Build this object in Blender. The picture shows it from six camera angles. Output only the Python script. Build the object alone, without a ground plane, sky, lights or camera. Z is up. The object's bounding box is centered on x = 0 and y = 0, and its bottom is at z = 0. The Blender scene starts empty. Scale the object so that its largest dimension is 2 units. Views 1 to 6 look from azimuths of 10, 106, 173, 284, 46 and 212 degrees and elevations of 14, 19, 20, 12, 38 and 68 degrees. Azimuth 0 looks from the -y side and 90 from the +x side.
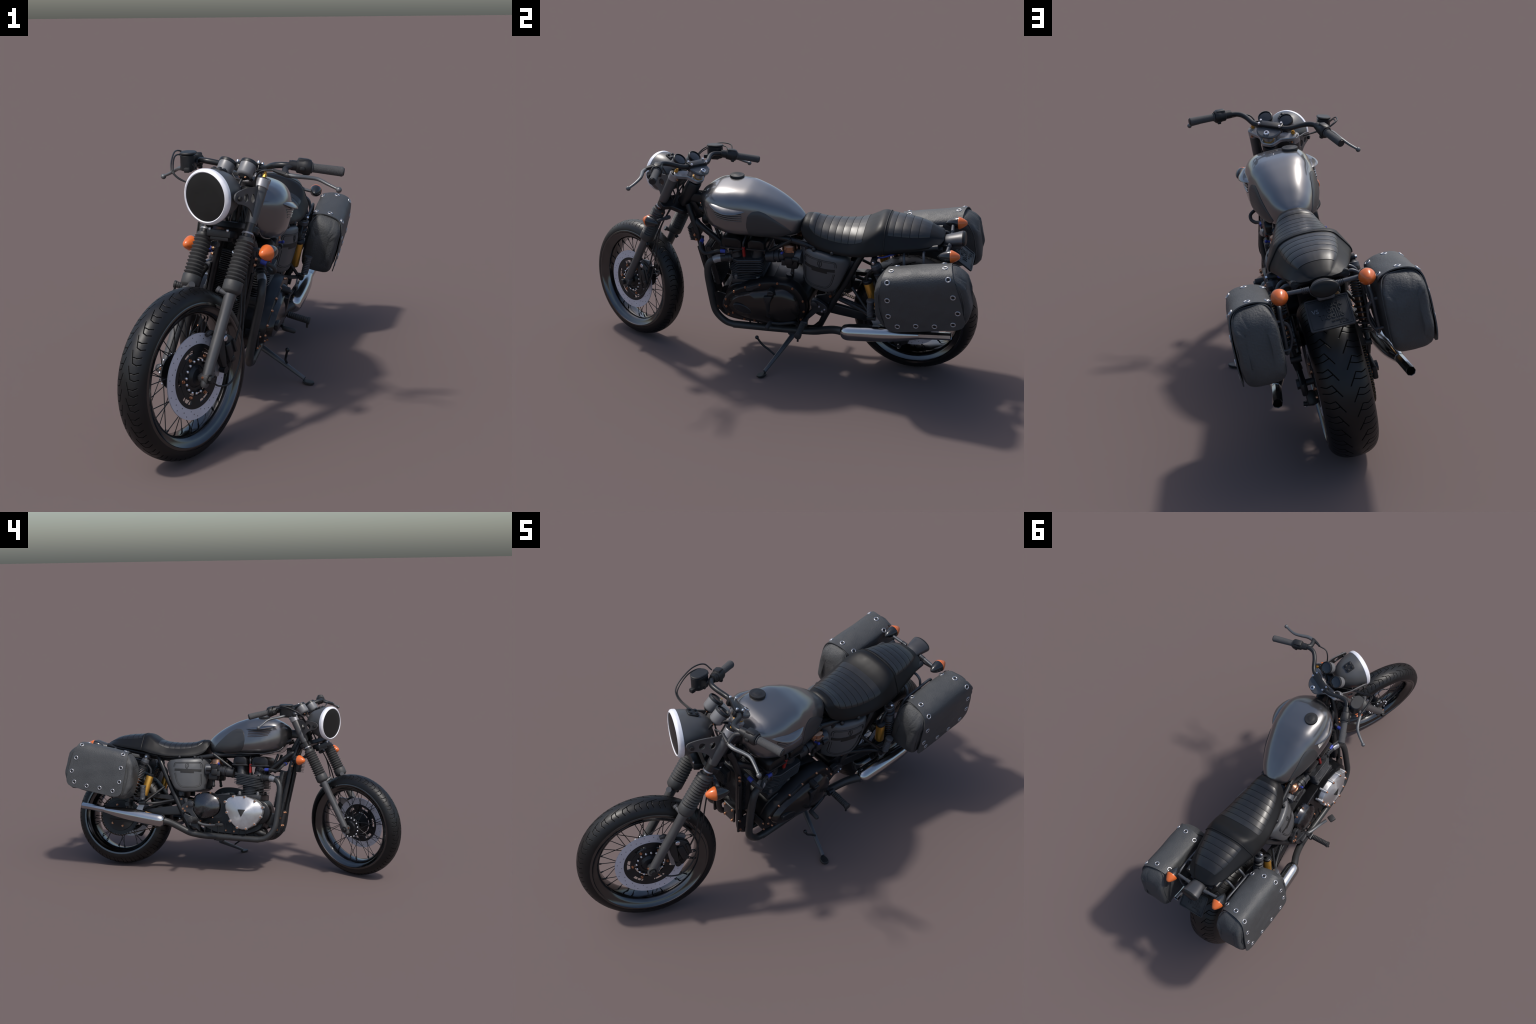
# Custom cafe-racer motorcycle with leather saddlebags, leaning on its side stand.
# Modelled in "bike space": x = bike's left, y = towards the rear, z = up, symmetric about x = 0,
# front wheel straight. The root empty leans the bike; parts of the steering are turned about the steering axis.
import bpy, bmesh, math, random
import numpy as np
from mathutils import Vector, Matrix

random.seed(7)
RNG = np.random.default_rng(7)
D = math.radians
LEAN, YAW = 13.448, 0.308            # degrees: lean on the side stand, tiny yaw
ROOT_X = -0.1657                     # ground contact line in x
RAKE, STEER = 29.76, -30.56          # steering geometry, degrees
FORK_ROLL = 0.95                     # slight twist of the front end, degrees
HEAD = Vector((0, -0.3315, 0.949))   # a point on the steering axis
STEER_M = (Matrix.Translation(HEAD) @
           Matrix.Rotation(D(STEER), 4, Vector((0, math.sin(D(RAKE)), math.cos(D(RAKE))))) @
           Matrix.Rotation(D(FORK_ROLL), 4, 'Y') @ Matrix.Translation(-HEAD))

# ------------------------------------------------------------------ materials
MATS = {}

def mat(name, col, rough=0.5, metal=0.0, vary=0.12, scale=18.0, bump=0.0, bscale=300.0,
        coat=0.0, aniso=0.0, axis='X', rvary=0.06, spec=0.5, stretch=(1, 1, 1)):
    """Principled material with a little procedural mottling of colour and gloss."""
    m = bpy.data.materials.new(name)
    m.use_nodes = True
    nt = m.node_tree
    N, L = nt.nodes, nt.links
    p = N['Principled BSDF']
    tc = N.new('ShaderNodeTexCoord')
    mp = N.new('ShaderNodeMapping')
    mp.inputs['Scale'].default_value = stretch
    L.new(tc.outputs['Object'], mp.inputs['Vector'])
    nz = N.new('ShaderNodeTexNoise')
    nz.inputs['Scale'].default_value = scale
    nz.inputs['Detail'].default_value = 4
    L.new(mp.outputs['Vector'], nz.inputs['Vector'])
    rp = N.new('ShaderNodeValToRGB')
    a, b = 1 - vary, 1 + vary
    rp.color_ramp.elements[0].position = 0.3
    rp.color_ramp.elements[1].position = 0.7
    rp.color_ramp.elements[0].color = (col[0] * a, col[1] * a, col[2] * a, 1)
    rp.color_ramp.elements[1].color = (min(1, col[0] * b), min(1, col[1] * b), min(1, col[2] * b), 1)
    L.new(nz.outputs['Fac'], rp.inputs['Fac'])
    L.new(rp.outputs['Color'], p.inputs['Base Color'])
    mr = N.new('ShaderNodeMapRange')
    mr.inputs['From Min'].default_value = 0.3
    mr.inputs['From Max'].default_value = 0.7
    mr.inputs['To Min'].default_value = max(0.02, rough - rvary)
    mr.inputs['To Max'].default_value = min(1, rough + rvary)
    L.new(nz.outputs['Fac'], mr.inputs['Value'])
    L.new(mr.outputs['Result'], p.inputs['Roughness'])
    p.inputs['Metallic'].default_value = metal
    p.inputs['Specular IOR Level'].default_value = spec
    p.inputs['Coat Weight'].default_value = coat
    p.inputs['Coat Roughness'].default_value = 0.05
    if aniso:
        tg = N.new('ShaderNodeTangent')
        tg.direction_type = 'RADIAL'
        tg.axis = axis
        p.inputs['Anisotropic'].default_value = aniso
        p.inputs['Anisotropic Rotation'].default_value = 0.25
        L.new(tg.outputs['Tangent'], p.inputs['Tangent'])
    if bump:
        n2 = N.new('ShaderNodeTexNoise')
        n2.inputs['Scale'].default_value = bscale
        n2.inputs['Detail'].default_value = 3
        L.new(mp.outputs['Vector'], n2.inputs['Vector'])
        bp = N.new('ShaderNodeBump')
        bp.inputs['Strength'].default_value = bump
        bp.inputs['Distance'].default_value = 0.002
        L.new(n2.outputs['Fac'], bp.inputs['Height'])
        L.new(bp.outputs['Normal'], p.inputs['Normal'])
    MATS[name] = m
    return m

BLACK = mat('satin_black_paint', (0.011, 0.012, 0.014), 0.38, spec=0.4)
BLACKM = mat('matt_black_plastic', (0.010, 0.010, 0.011), 0.5, bump=0.1, bscale=600)
DARKMETAL = mat('dark_cast_metal', (0.030, 0.031, 0.034), 0.42, 0.3, bump=0.1, bscale=500)
PIPE = mat('black_ceramic_pipe', (0.034, 0.035, 0.036), 0.42, 0.2)
TANK = mat('gunmetal_tank_paint', (0.17, 0.17, 0.175), 0.32, 0.85, vary=0.03, coat=1.0, rvary=0.015, scale=6)
PAD = mat('knee_pad_brushed', (0.055, 0.056, 0.058), 0.42, 0.35, vary=0.06, stretch=(1, 1, 14))
CHROME = mat('polished_chrome', (0.46, 0.465, 0.47), 0.17, 1.0, vary=0.03, rvary=0.03)
RIMMAT = mat('black_chrome_rim', (0.11, 0.112, 0.115), 0.17, 1.0, vary=0.08, rvary=0.05)
ALU = mat('brushed_aluminium', (0.52, 0.52, 0.53), 0.38, 0.8, vary=0.06, aniso=0.75, axis='X', scale=60)
DARKALU = mat('dark_polished_cover', (0.10, 0.10, 0.105), 0.25, 1.0, vary=0.08, aniso=0.7, axis='X', scale=60)
BLACKCOVER = mat('black_gloss_cover', (0.028, 0.024, 0.022), 0.22, 0.5, vary=0.1, aniso=0.5, axis='X', coat=0.2)
SILVER = mat('cast_silver', (0.33, 0.33, 0.345), 0.4, 0.6, vary=0.08)
STEEL = mat('steel_fastener', (0.65, 0.65, 0.68), 0.28, 1.0, vary=0.1)
COPPER = mat('copper_bolt', (0.52, 0.26, 0.15), 0.33, 1.0, vary=0.18)
COPPERCAP = mat('copper_spun_cap', (0.40, 0.22, 0.14), 0.33, 1.0, vary=0.08, aniso=0.7, axis='Z')
GOLD = mat('gold_anodised', (0.60, 0.32, 0.06), 0.32, 0.75, vary=0.08)
FORKLOW = mat('grey_fork_leg', (0.085, 0.085, 0.087), 0.40, 0.3, vary=0.06)
FORKTUBE = mat('dark_fork_tube', (0.05, 0.048, 0.047), 0.3, 0.6, vary=0.08)
RUBBER = mat('rubber', (0.022, 0.022, 0.023), 0.6, bump=0.2, bscale=400)
GAITER = mat('rubber_gaiter', (0.038, 0.038, 0.038), 0.55, bump=0.15, bscale=400)
ENGBLK = mat('engine_black', (0.006, 0.006, 0.007), 0.36, spec=0.35)
FINM = mat('fin_metal', (0.055, 0.057, 0.062), 0.38, 0.4)
EYEM = mat('eyelet_metal', (0.46, 0.46, 0.48), 0.38, 0.85)
TREAD = mat('tread_groove', (0.002, 0.002, 0.002), 0.9, spec=0.1)
LAMPM = mat('lamp_housing_grey', (0.062, 0.062, 0.066), 0.38, 0.4)
TYRE = mat('tyre_rubber', (0.0050, 0.0050, 0.0056), 0.42, bump=0.05, bscale=500, spec=0.4)
GRIPM = mat('grip_rubber', (0.06, 0.06, 0.062), 0.8, vary=0.3, scale=400, bump=0.8, bscale=500)
LEATHER = mat('bag_leather', (0.052, 0.054, 0.056), 0.55, vary=0.08, scale=25, bump=0.7, bscale=170)
LEATHER2 = mat('bag_leather_worn', (0.048, 0.050, 0.052), 0.6, vary=0.12, scale=12, bump=0.8, bscale=150)
SEATM = mat('seat_vinyl', (0.0045, 0.0045, 0.005), 0.5, bump=0.08, bscale=400, spec=0.3)
SEATTOP = mat('seat_ribbed_insert', (0.009, 0.009, 0.0095), 0.38, bump=0.08, bscale=400, spec=0.65)
GROOVE = mat('seat_groove', (0.006, 0.006, 0.006), 0.7)
WHITE = mat('bright_bezel', (0.80, 0.80, 0.84), 0.45, 0.15, vary=0.06, scale=50)
LENS = mat('blackout_lens', (0.012, 0.012, 0.012), 0.4, vary=0.05, spec=0.25)
SHELL = mat('headlight_shell', (0.085, 0.086, 0.088), 0.4, 0.15, vary=0.05)
ORANGE = mat('amber_lens', (0.68, 0.145, 0.03), 0.25, vary=0.06, coat=0.2)
GLOSSBLK = mat('gloss_black', (0.03, 0.032, 0.035), 0.16, 0.5, coat=0.3)
DISC = mat('brake_disc_steel', (0.60, 0.60, 0.67), 0.45, 0.35, vary=0.04)
COVERM = mat('side_cover_metal', (0.088, 0.090, 0.094), 0.45, 0.25, vary=0.05, stretch=(1, 1, 20), scale=40)
COVERLINE = mat('side_cover_black', (0.008, 0.008, 0.008), 0.6)
CLAMPM = mat('clamp_grey', (0.095, 0.097, 0.102), 0.36, 0.4)
BLUE = mat('blue_anodised', (0.035, 0.055, 0.32), 0.38, 0.2)
RED = mat('red_cap', (0.24, 0.006, 0.005), 0.4)
GREYTUBE = mat('grey_rack_tube', (0.075, 0.08, 0.09), 0.42, 0.3)
PLATE = mat('plate_black', (0.010, 0.011, 0.013), 0.5)
CHAINM = mat('chain_link', (0.10, 0.065, 0.035), 0.4, 0.9, vary=0.3)
LEVERM = mat('lever_grey', (0.13, 0.135, 0.14), 0.42, 0.5, bump=0.2, bscale=500)
GAUGE = mat('gauge_body', (0.18, 0.18, 0.185), 0.42, 0.2, vary=0.05)
GLASS = mat('gauge_glass', (0.02, 0.022, 0.026), 0.12, 0.3, aniso=0.5, axis='Z', coat=0.5)

# ------------------------------------------------------------------ geometry helpers (return (verts, faces))
def vec(p):
    return np.asarray(p, float)

def cat(*gs):
    vs, fs, o = [], [], 0
    for v, f in gs:
        vs.append(np.asarray(v, float))
        fs += [tuple(i + o for i in q) for q in f]
        o += len(v)
    return np.concatenate(vs), fs

def xf(m, g):
    v, f = g
    M = np.array(m)
    v = np.asarray(v) @ M[:3, :3].T + M[:3, 3]
    if np.linalg.det(M[:3, :3]) < 0:
        f = [tuple(reversed(q)) for q in f]
    return v, f

def mirror(g):
    return xf(Matrix.Scale(-1, 4, Vector((1, 0, 0))), g)

def frame_of(d, up=(0, 0, 1)):
    d = vec(d) / np.linalg.norm(d)
    u = vec(up)
    if abs(d @ u) > 0.95:
        u = vec((0, 1, 0)) if abs(d[1]) < 0.9 else vec((1, 0, 0))
    a = np.cross(u, d)
    a /= np.linalg.norm(a)
    return a, np.cross(d, a), d

def spline(pts, sub=8, closed=False):
    """Centripetal-ish Catmull-Rom through the points."""
    P = [vec(p) for p in pts]
    n = len(P)
    out = []
    rng = range(n if closed else n - 1)
    for i in rng:
        p1, p2 = P[i], P[(i + 1) % n]
        p0 = P[i - 1] if (closed or i > 0) else 2 * p1 - p2
        p3 = P[(i + 2) % n] if (closed or i + 2 < n) else 2 * p2 - p1
        l = max(np.linalg.norm((p2 - p1)[:3]), 1e-6)
        m1 = (p2 - p0) * min(1.0, l / max(np.linalg.norm((p2 - p0)[:3]) * 0.5, 1e-6)) * 0.5
        m2 = (p3 - p1) * min(1.0, l / max(np.linalg.norm((p3 - p1)[:3]) * 0.5, 1e-6)) * 0.5
        for k in range(sub):
            t = k / sub
            t2, t3 = t * t, t * t * t
            out.append((2 * t3 - 3 * t2 + 1) * p1 + (t3 - 2 * t2 + t) * m1 + (3 * t2 - 2 * t3) * p2 + (t3 - t2) * m2)
    if not closed:
        out.append(P[-1])
    return np.array(out)

def loft(rings, caps=True, closed=False):
    k = len(rings[0])
    v = np.concatenate([np.asarray(r, float) for r in rings])
    f = []
    n = len(rings)
    for i in range(n if closed else n - 1):
        a, b = i * k, ((i + 1) % n) * k
        for j in range(k):
            j2 = (j + 1) % k
            f.append((a + j, a + j2, b + j2, b + j))
    if caps and not closed:
        f.append(tuple(range(k - 1, -1, -1)))
        f.append(tuple((n - 1) * k + j for j in range(k)))
    return v, f

def tube(pts, r, n=12, smooth=True, sub=6, caps=True, flat=1.0):
    """Round tube along a path; r is one radius or one per control point."""
    pts = [vec(p) for p in pts]
    rr = np.full(len(pts), r, float) if np.isscalar(r) else vec(r)
    q = np.concatenate([np.array(pts), rr[:, None]], 1)
    if smooth and len(pts) > 2:
        q = spline(q, sub)
    P, rad = q[:, :3], q[:, 3]
    T = np.gradient(P, axis=0)
    T /= np.maximum(np.linalg.norm(T, axis=1), 1e-9)[:, None]
    a, b, _ = frame_of(T[0])
    rings = []
    ang = np.arange(n) * 2 * math.pi / n
    for i in range(len(P)):
        a = a - T[i] * (a @ T[i])
        a /= np.linalg.norm(a)
        b = np.cross(T[i], a)
        rings.append(P[i] + rad[i] * (np.cos(ang)[:, None] * a + flat * np.sin(ang)[:, None] * b))
    return loft(rings, caps)

def rod(p, q, r, n=14, r2=None):
    return tube([p, q], [r, r if r2 is None else r2], n, smooth=False)

def lathe(prof, origin=(0, 0, 0), axis=(0, 0, 1), n=32, sx=1.0, sy=1.0, up=(0, 0, 1)):
    """Revolve [(along, radius), ...] about an axis; sx, sy squash the circle."""
    a, b, d = frame_of(axis, up)
    ang = np.arange(n) * 2 * math.pi / n
    rings = [vec(origin) + d * t + max(r, 1e-5) * (sx * np.cos(ang)[:, None] * a + sy * np.sin(ang)[:, None] * b) for t, r in prof]
    return loft(rings)

def ring(prof, origin, axis, n=48):
    """Closed-profile revolve (a washer-like solid)."""
    a, b, d = frame_of(axis)
    ang = np.arange(n) * 2 * math.pi / n
    rings = [vec(origin) + d * t + r * (np.cos(ang)[:, None] * a + np.sin(ang)[:, None] * b) for t, r in prof]
    return loft(rings, False, True)

def ball(c, r, n=16, s=(1, 1, 1)):
    pr = [(-math.cos(t) * r, math.sin(t) * r) for t in np.linspace(0.02, math.pi - 0.02, n // 2 + 1)]
    v, f = lathe(pr, (0, 0, 0), (0, 0, 1), n)
    return v * vec(s) + vec(c), f

def box(c, size, bev=0.003, rot=None, seg=2):
    bm = bmesh.new()
    bmesh.ops.create_cube(bm, size=1)
    for v in bm.verts:
        v.co = Vector((v.co.x * size[0], v.co.y * size[1], v.co.z * size[2]))
    if bev:
        bmesh.ops.bevel(bm, geom=bm.edges[:], offset=min(bev, 0.49 * min(size)), segments=seg, affect='EDGES', profile=0.5)
    v = np.array([x.co[:] for x in bm.verts])
    f = [tuple(w.index for w in q.verts) for q in bm.faces]
    bm.free()
    if rot is not None:
        v = v @ np.array(rot.to_3x3() if len(rot) == 4 else rot).T
    return v + vec(c), f

def RX(d): return Matrix.Rotation(D(d), 4, 'X')
def RY(d): return Matrix.Rotation(D(d), 4, 'Y')
def RZ(d): return Matrix.Rotation(D(d), 4, 'Z')

def inset(poly, d):
    """Move a closed 2D outline inwards by d."""
    P = np.asarray(poly, float)
    area = 0.5 * np.sum(P[:, 0] * np.roll(P[:, 1], -1) - np.roll(P[:, 0], -1) * P[:, 1])
    s = 1 if area > 0 else -1
    e = np.roll(P, -1, 0) - P
    e /= np.maximum(np.linalg.norm(e, axis=1), 1e-9)[:, None]
    nrm = s * np.stack([-e[:, 1], e[:, 0]], 1)
    m = nrm + np.roll(nrm, 1, 0)
    m /= np.maximum((m * m).sum(1) / 2, 0.4)[:, None]
    return P + m * d

def plate(outline, layers, centre_dome=0.0):
    """Solid from an outline in (y, z); layers = [(x, inset), ...] from back to front."""
    rings = []
    for x, i in layers:
        q = inset(outline, i)
        rings.append(np.stack([np.full(len(q), x), q[:, 0], q[:, 1]], 1))
    v, f = loft(rings)
    return v, f

def roundpoly(pts, r, k=5):
    """Round the corners of a polygon (2D) with radius r."""
    P = [vec(p) for p in pts]
    out = []
    for i, p in enumerate(P):
        a, b = P[i - 1] - p, P[(i + 1) % len(P)] - p
        rr = r[i] if hasattr(r, '__len__') else r
        la, lb = np.linalg.norm(a), np.linalg.norm(b)
        t = min(rr, la * 0.45, lb * 0.45)
        s, e = p + a / la * t, p + b / lb * t
        for j in range(k + 1):
            u = j / k
            out.append((1 - u) ** 2 * s + 2 * u * (1 - u) * p + u * u * e)
    return np.array(out)

def grid(P, caps=False, closed_v=False):
    """Quad grid from an array [nu, nv, 3]."""
    nu, nv = P.shape[:2]
    v = P.reshape(-1, 3)
    f = []
    for i in range(nu - 1):
        for j in range(nv if closed_v else nv - 1):
            j2 = (j + 1) % nv
            f.append((i * nv + j, i * nv + j2, (i + 1) * nv + j2, (i + 1) * nv + j))
    return v, f

def thick_grid(P, Q):
    """Closed slab between two grids of the same shape."""
    nu, nv = P.shape[:2]
    v1, f1 = grid(P)
    v2, f2 = grid(Q)
    o = len(v1)
    f = [tuple(reversed(q)) for q in f1] + [tuple(i + o for i in q) for q in f2]
    edge = [(i, 0) for i in range(nu)] + [(nu - 1, j) for j in range(1, nv)] + \
           [(i, nv - 1) for i in range(nu - 2, -1, -1)] + [(0, j) for j in range(nv - 2, 0, -1)]
    idx = [i * nv + j for i, j in edge]
    for a, b in zip(idx, idx[1:] + idx[:1]):
        f.append((a, b, b + o, a + o))
    return np.concatenate([v1, v2]), f

def helix(p, q, r, wire, turns, n=10, per=18, dead=0.6):
    a, b, d = frame_of(vec(q) - vec(p))
    L = np.linalg.norm(vec(q) - vec(p))
    k = int(turns * per)
    t = np.linspace(0, 1, k + 1)
    an = t * turns * 2 * math.pi
    P = vec(p) + d * (t * L)[:, None] + r * (np.cos(an)[:, None] * a + np.sin(an)[:, None] * b)
    return tube(list(P), wire, n, smooth=False)

# ------------------------------------------------------------------ object registry
WORLD = {}          # object -> matrix in bike space

def mesh_of(name, g, material, angle=35, smooth=True):
    v, f = g
    me = bpy.data.meshes.new(name)
    me.from_pydata(np.asarray(v).tolist(), [], f)
    me.validate()
    bm = bmesh.new()
    bm.from_mesh(me)
    bmesh.ops.recalc_face_normals(bm, faces=bm.faces[:])
    bm.to_mesh(me)
    bm.free()
    me.materials.append(material)
    me.polygons.foreach_set('use_smooth', [smooth] * len(me.polygons))
    if smooth:
        me.set_sharp_from_angle(angle=D(angle))
    me.update()
    return me

def link(name, me, M, parent):
    while parent is not None and parent.parent is not None and parent.parent is not ROOT:
        parent = parent.parent                # thing > part > sub-part, no deeper
    ob = bpy.data.objects.new(name, me)
    bpy.context.scene.collection.objects.link(ob)
    WORLD[ob] = M
    ob.parent = parent
    ob.matrix_local = WORLD[parent].inverted() @ M if parent else M
    return ob

def part(name, g, material, parent=None, steer=False, angle=35, smooth=True, keep_origin=None):
    """One named mesh; its origin sits in the middle of the piece."""
    v, f = g
    v = np.asarray(v, float)
    c = (v.min(0) + v.max(0)) / 2 if keep_origin is None else vec(keep_origin)
    me = mesh_of(name, (v - c, f), material, angle, smooth)
    M = Matrix.Translation(Vector(c))
    if steer:
        M = STEER_M @ M
    return link(name, me, M, parent if parent is not None else ROOT)

def repeat(name, me, M, parent=None, steer=False):
    return link(name, me, (STEER_M @ M) if steer else M, parent if parent is not None else ROOT)

def at(p, d=(0, 0, 1), roll=0.0):
    """Matrix that puts +z along d at p."""
    a, b, c = frame_of(d)
    M = Matrix(((a[0], b[0], c[0], p[0]), (a[1], b[1], c[1], p[1]), (a[2], b[2], c[2], p[2]), (0, 0, 0, 1)))
    return M @ Matrix.Rotation(roll, 4, 'Z')

ROOT = bpy.data.objects.new('motorcycle', None)
bpy.context.scene.collection.objects.link(ROOT)
ROOT.empty_display_size = 0.2
ROOT_M = Matrix.Translation(Vector((ROOT_X, 0, 0))) @ RZ(YAW) @ RY(LEAN)
WORLD[ROOT] = Matrix.Identity(4)
ROOT['label'] = 'black cafe racer motorcycle with leather saddlebags leaning on its stand'
ROOT['category'] = 'motorcycle'

def lerp_table(tab, x, col):
    t = np.asarray(tab, float)
    return np.interp(x, t[:, 0], t[:, col])

def smooth_table(tab, x):
    """Monotone-ish smooth interpolation of all columns of a table on its first column."""
    t = np.asarray(tab, float)
    x = np.asarray(x, float)
    h = np.diff(t[:, 0])
    out = []
    for c in range(1, t.shape[1]):
        y = t[:, c]
        s = np.diff(y) / h
        m = np.zeros(len(y))
        m[0], m[-1] = s[0], s[-1]
        for i in range(1, len(y) - 1):
            m[i] = 0 if s[i - 1] * s[i] <= 0 else (h[i] + h[i - 1]) / (h[i] / s[i - 1] + h[i - 1] / s[i])
        i = np.clip(np.searchsorted(t[:, 0], x) - 1, 0, len(h) - 1)
        u = (x - t[i, 0]) / h[i]
        out.append((2 * u**3 - 3 * u**2 + 1) * y[i] + (u**3 - 2 * u**2 + u) * h[i] * m[i] +
                   (3 * u**2 - 2 * u**3) * y[i + 1] + (u**3 - u**2) * h[i] * m[i + 1])
    return out

# shared small meshes
BOLT = mesh_of('bolt', cat(lathe([(-0.002, 0.0062), (0.002, 0.0062), (0.0028, 0.0056)], n=16),
                           lathe([(0.002, 0.0046), (0.0062, 0.0046), (0.0072, 0.0038)], n=6)), COPPER, 40)
STEELBOLT = mesh_of('bolt_steel', cat(lathe([(-0.002, 0.0052), (0.005, 0.0052), (0.0062, 0.0044)], n=16),
                                      lathe([(0.0058, 0.0026), (0.0064, 0.0024)], n=6)), STEEL, 40)

def bolt(p, d, parent, steer=False, me=None, s=1.0):
    return repeat('bolt', me or BOLT, at(p, d, random.random()) @ Matrix.Scale(s, 4), parent, steer)
# ------------------------------------------------------------------ wheels
def tyre_mesh(R, w, h, ex, er, units, per, pattern, wide, deep, ncross=170, amax=83):
    """Tyre revolved about x with tread grooves pressed into the surface."""
    a = np.radians(np.linspace(-amax, amax, ncross))
    x = w * np.sign(np.sin(a)) * np.abs(np.sin(a)) ** ex
    c = np.cos(a)
    r = R - h + h * np.sign(c) * np.abs(c) ** er
    s = np.concatenate([[0], np.cumsum(np.hypot(np.diff(x), np.diff(r)))])
    s -= s[ncross // 2 - 1] * 0.5 + s[ncross // 2] * 0.5
    nx, nr = np.gradient(r), -np.gradient(x)
    ln = np.hypot(nx, nr)
    nx, nr = -nx / ln, -nr / ln
    if nr[ncross // 2] < 0:
        nx, nr = -nx, -nr
    pitch = 2 * math.pi * R / units
    t = (np.arange(per) / per) * pitch
    S, T = np.meshgrid(s, t)
    dist = np.full(S.shape, 1.0)
    for line in pattern:
        for (s0, t0), (s1, t1) in zip(line, line[1:]):
            for sgn, off in ((1, 0.0), (-1, 0.5 * pitch)):
                for k in (-1, 0, 1):
                    p = vec((sgn * s0, t0 * pitch + off + k * pitch))
                    q = vec((sgn * s1, t1 * pitch + off + k * pitch))
                    d = q - p
                    u = np.clip(((S - p[0]) * d[0] + (T - p[1]) * d[1]) / (d @ d), 0, 1)
                    dist = np.minimum(dist, np.hypot(S - p[0] - u * d[0], T - p[1] - u * d[1]))
    g = np.clip((wide - dist) / 0.0007 + 0.5, 0, 1)
    dep = deep * g * g * (3 - 2 * g)
    dep = np.tile(dep, (units, 1))
    n = units * per
    ph = np.arange(n) * 2 * math.pi / n
    X = x[None] - nx[None] * dep
    Rr = r[None] - nr[None] * dep
    P = np.stack([X, Rr * np.sin(ph)[:, None], Rr * np.cos(ph)[:, None]], 2)
    idx = np.arange(n * ncross).reshape(n, ncross)
    nxt = np.roll(idx, -1, 0)
    F = np.stack([idx[:, :-1], nxt[:, :-1], nxt[:, 1:], idx[:, 1:]], 2).reshape(-1, 4)
    me = bpy.data.meshes.new('tyre')
    me.vertices.add(n * ncross)
    me.vertices.foreach_set('co', P.reshape(-1))
    me.loops.add(F.size)
    me.loops.foreach_set('vertex_index', F.reshape(-1))
    me.polygons.add(len(F))
    me.polygons.foreach_set('loop_start', np.arange(len(F)) * 4)
    me.update(calc_edges=True)
    me.validate()
    me.materials.append(TYRE)
    me.materials.append(TREAD)
    dm = np.maximum(dep, np.roll(dep, -1, 0))
    me.polygons.foreach_set('material_index', (np.maximum(dm[:, :-1], dm[:, 1:]) > 0.25 * deep).astype(np.int32).reshape(-1))
    me.polygons.foreach_set('use_smooth', [True] * len(F))
    nrm = me.polygons[ncross // 2].normal
    if nrm.z < 0:
        me.flip_normals()
    return me

SPOKE = mesh_of('spoke', cat(lathe([(0, 0.0017), (0.93, 0.0017)], n=6), lathe([(0.92, 0.0032), (1.0, 0.0032)], n=6)), BLACK, 60)
HUBBALL = mesh_of('hub_bolt', ball((0, 0, 0), 0.0056, 12), STEEL, 80)

def arc_plate(r0, r1, a0, a1, x0, x1, n=10):
    an = np.linspace(a0, a1, n)
    rings = []
    for q in an:
        d = vec((0, math.sin(q), math.cos(q)))
        rings.append([d * r0 + (x0, 0, 0), d * r1 + (x0, 0, 0), d * r1 + (x1, 0, 0), d * r0 + (x1, 0, 0)])
    return loft(rings)

def brake_disc(x, rin, rout, car_in, parent, c, steer, slots=6, nb=6):
    e = 0.0022
    rg = ring([(-e, rin), (-e, rout), (e, rout), (e, rin)], (x, 0, 0), (1, 0, 0), 96)
    d = part('brake_disc', xf(Matrix.Translation(Vector(c)), rg), DISC, parent, steer, 30)
    gs = [ring([(-0.004, car_in), (-0.004, rin - 0.027), (0.004, rin - 0.027), (0.004, car_in)], (x, 0, 0), (1, 0, 0), 64),
          ring([(-0.003, rin - 0.013), (-0.003, rin + 0.001), (0.003, rin + 0.001), (0.003, rin - 0.013)], (x, 0, 0), (1, 0, 0), 80)]
    for k in range(slots):
        a = 2 * math.pi * k / slots + 0.1
        gs.append(arc_plate(rin - 0.028, rin - 0.012, a - 0.26, a + 0.26, x - 0.0032, x + 0.0032, 8))
    part('disc_carrier', xf(Matrix.Translation(Vector(c)), cat(*gs)), BLACK, d, steer, 35)
    hs = []
    for k in range(44):
        a = 2 * math.pi * k / 44
        rr = rin + (rout - rin) * (0.25 + 0.25 * ((k * 2) % 3))
        for sg in (1, -1):
            hs.append(lathe([(0, 0.0019), (e + 0.0004, 0.0019)], (x, rr * math.sin(a), rr * math.cos(a)), (sg, 0, 0), 8))
    h = part('drill_hole', xf(Matrix.Translation(Vector(c)), cat(*hs)), BLACKM, d, steer)
    h['kind'] = 'stuff'
    for k in range(nb):
        a = 2 * math.pi * (k + 0.5) / nb
        rr = rin - 0.037
        sg = 1 if x > 0 else -1
        bolt((c[0] + x + sg * 0.003, c[1] + rr * math.sin(a), c[2] + rr * math.cos(a)), (sg, 0, 0), d, steer, s=1.05)
    return d

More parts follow.
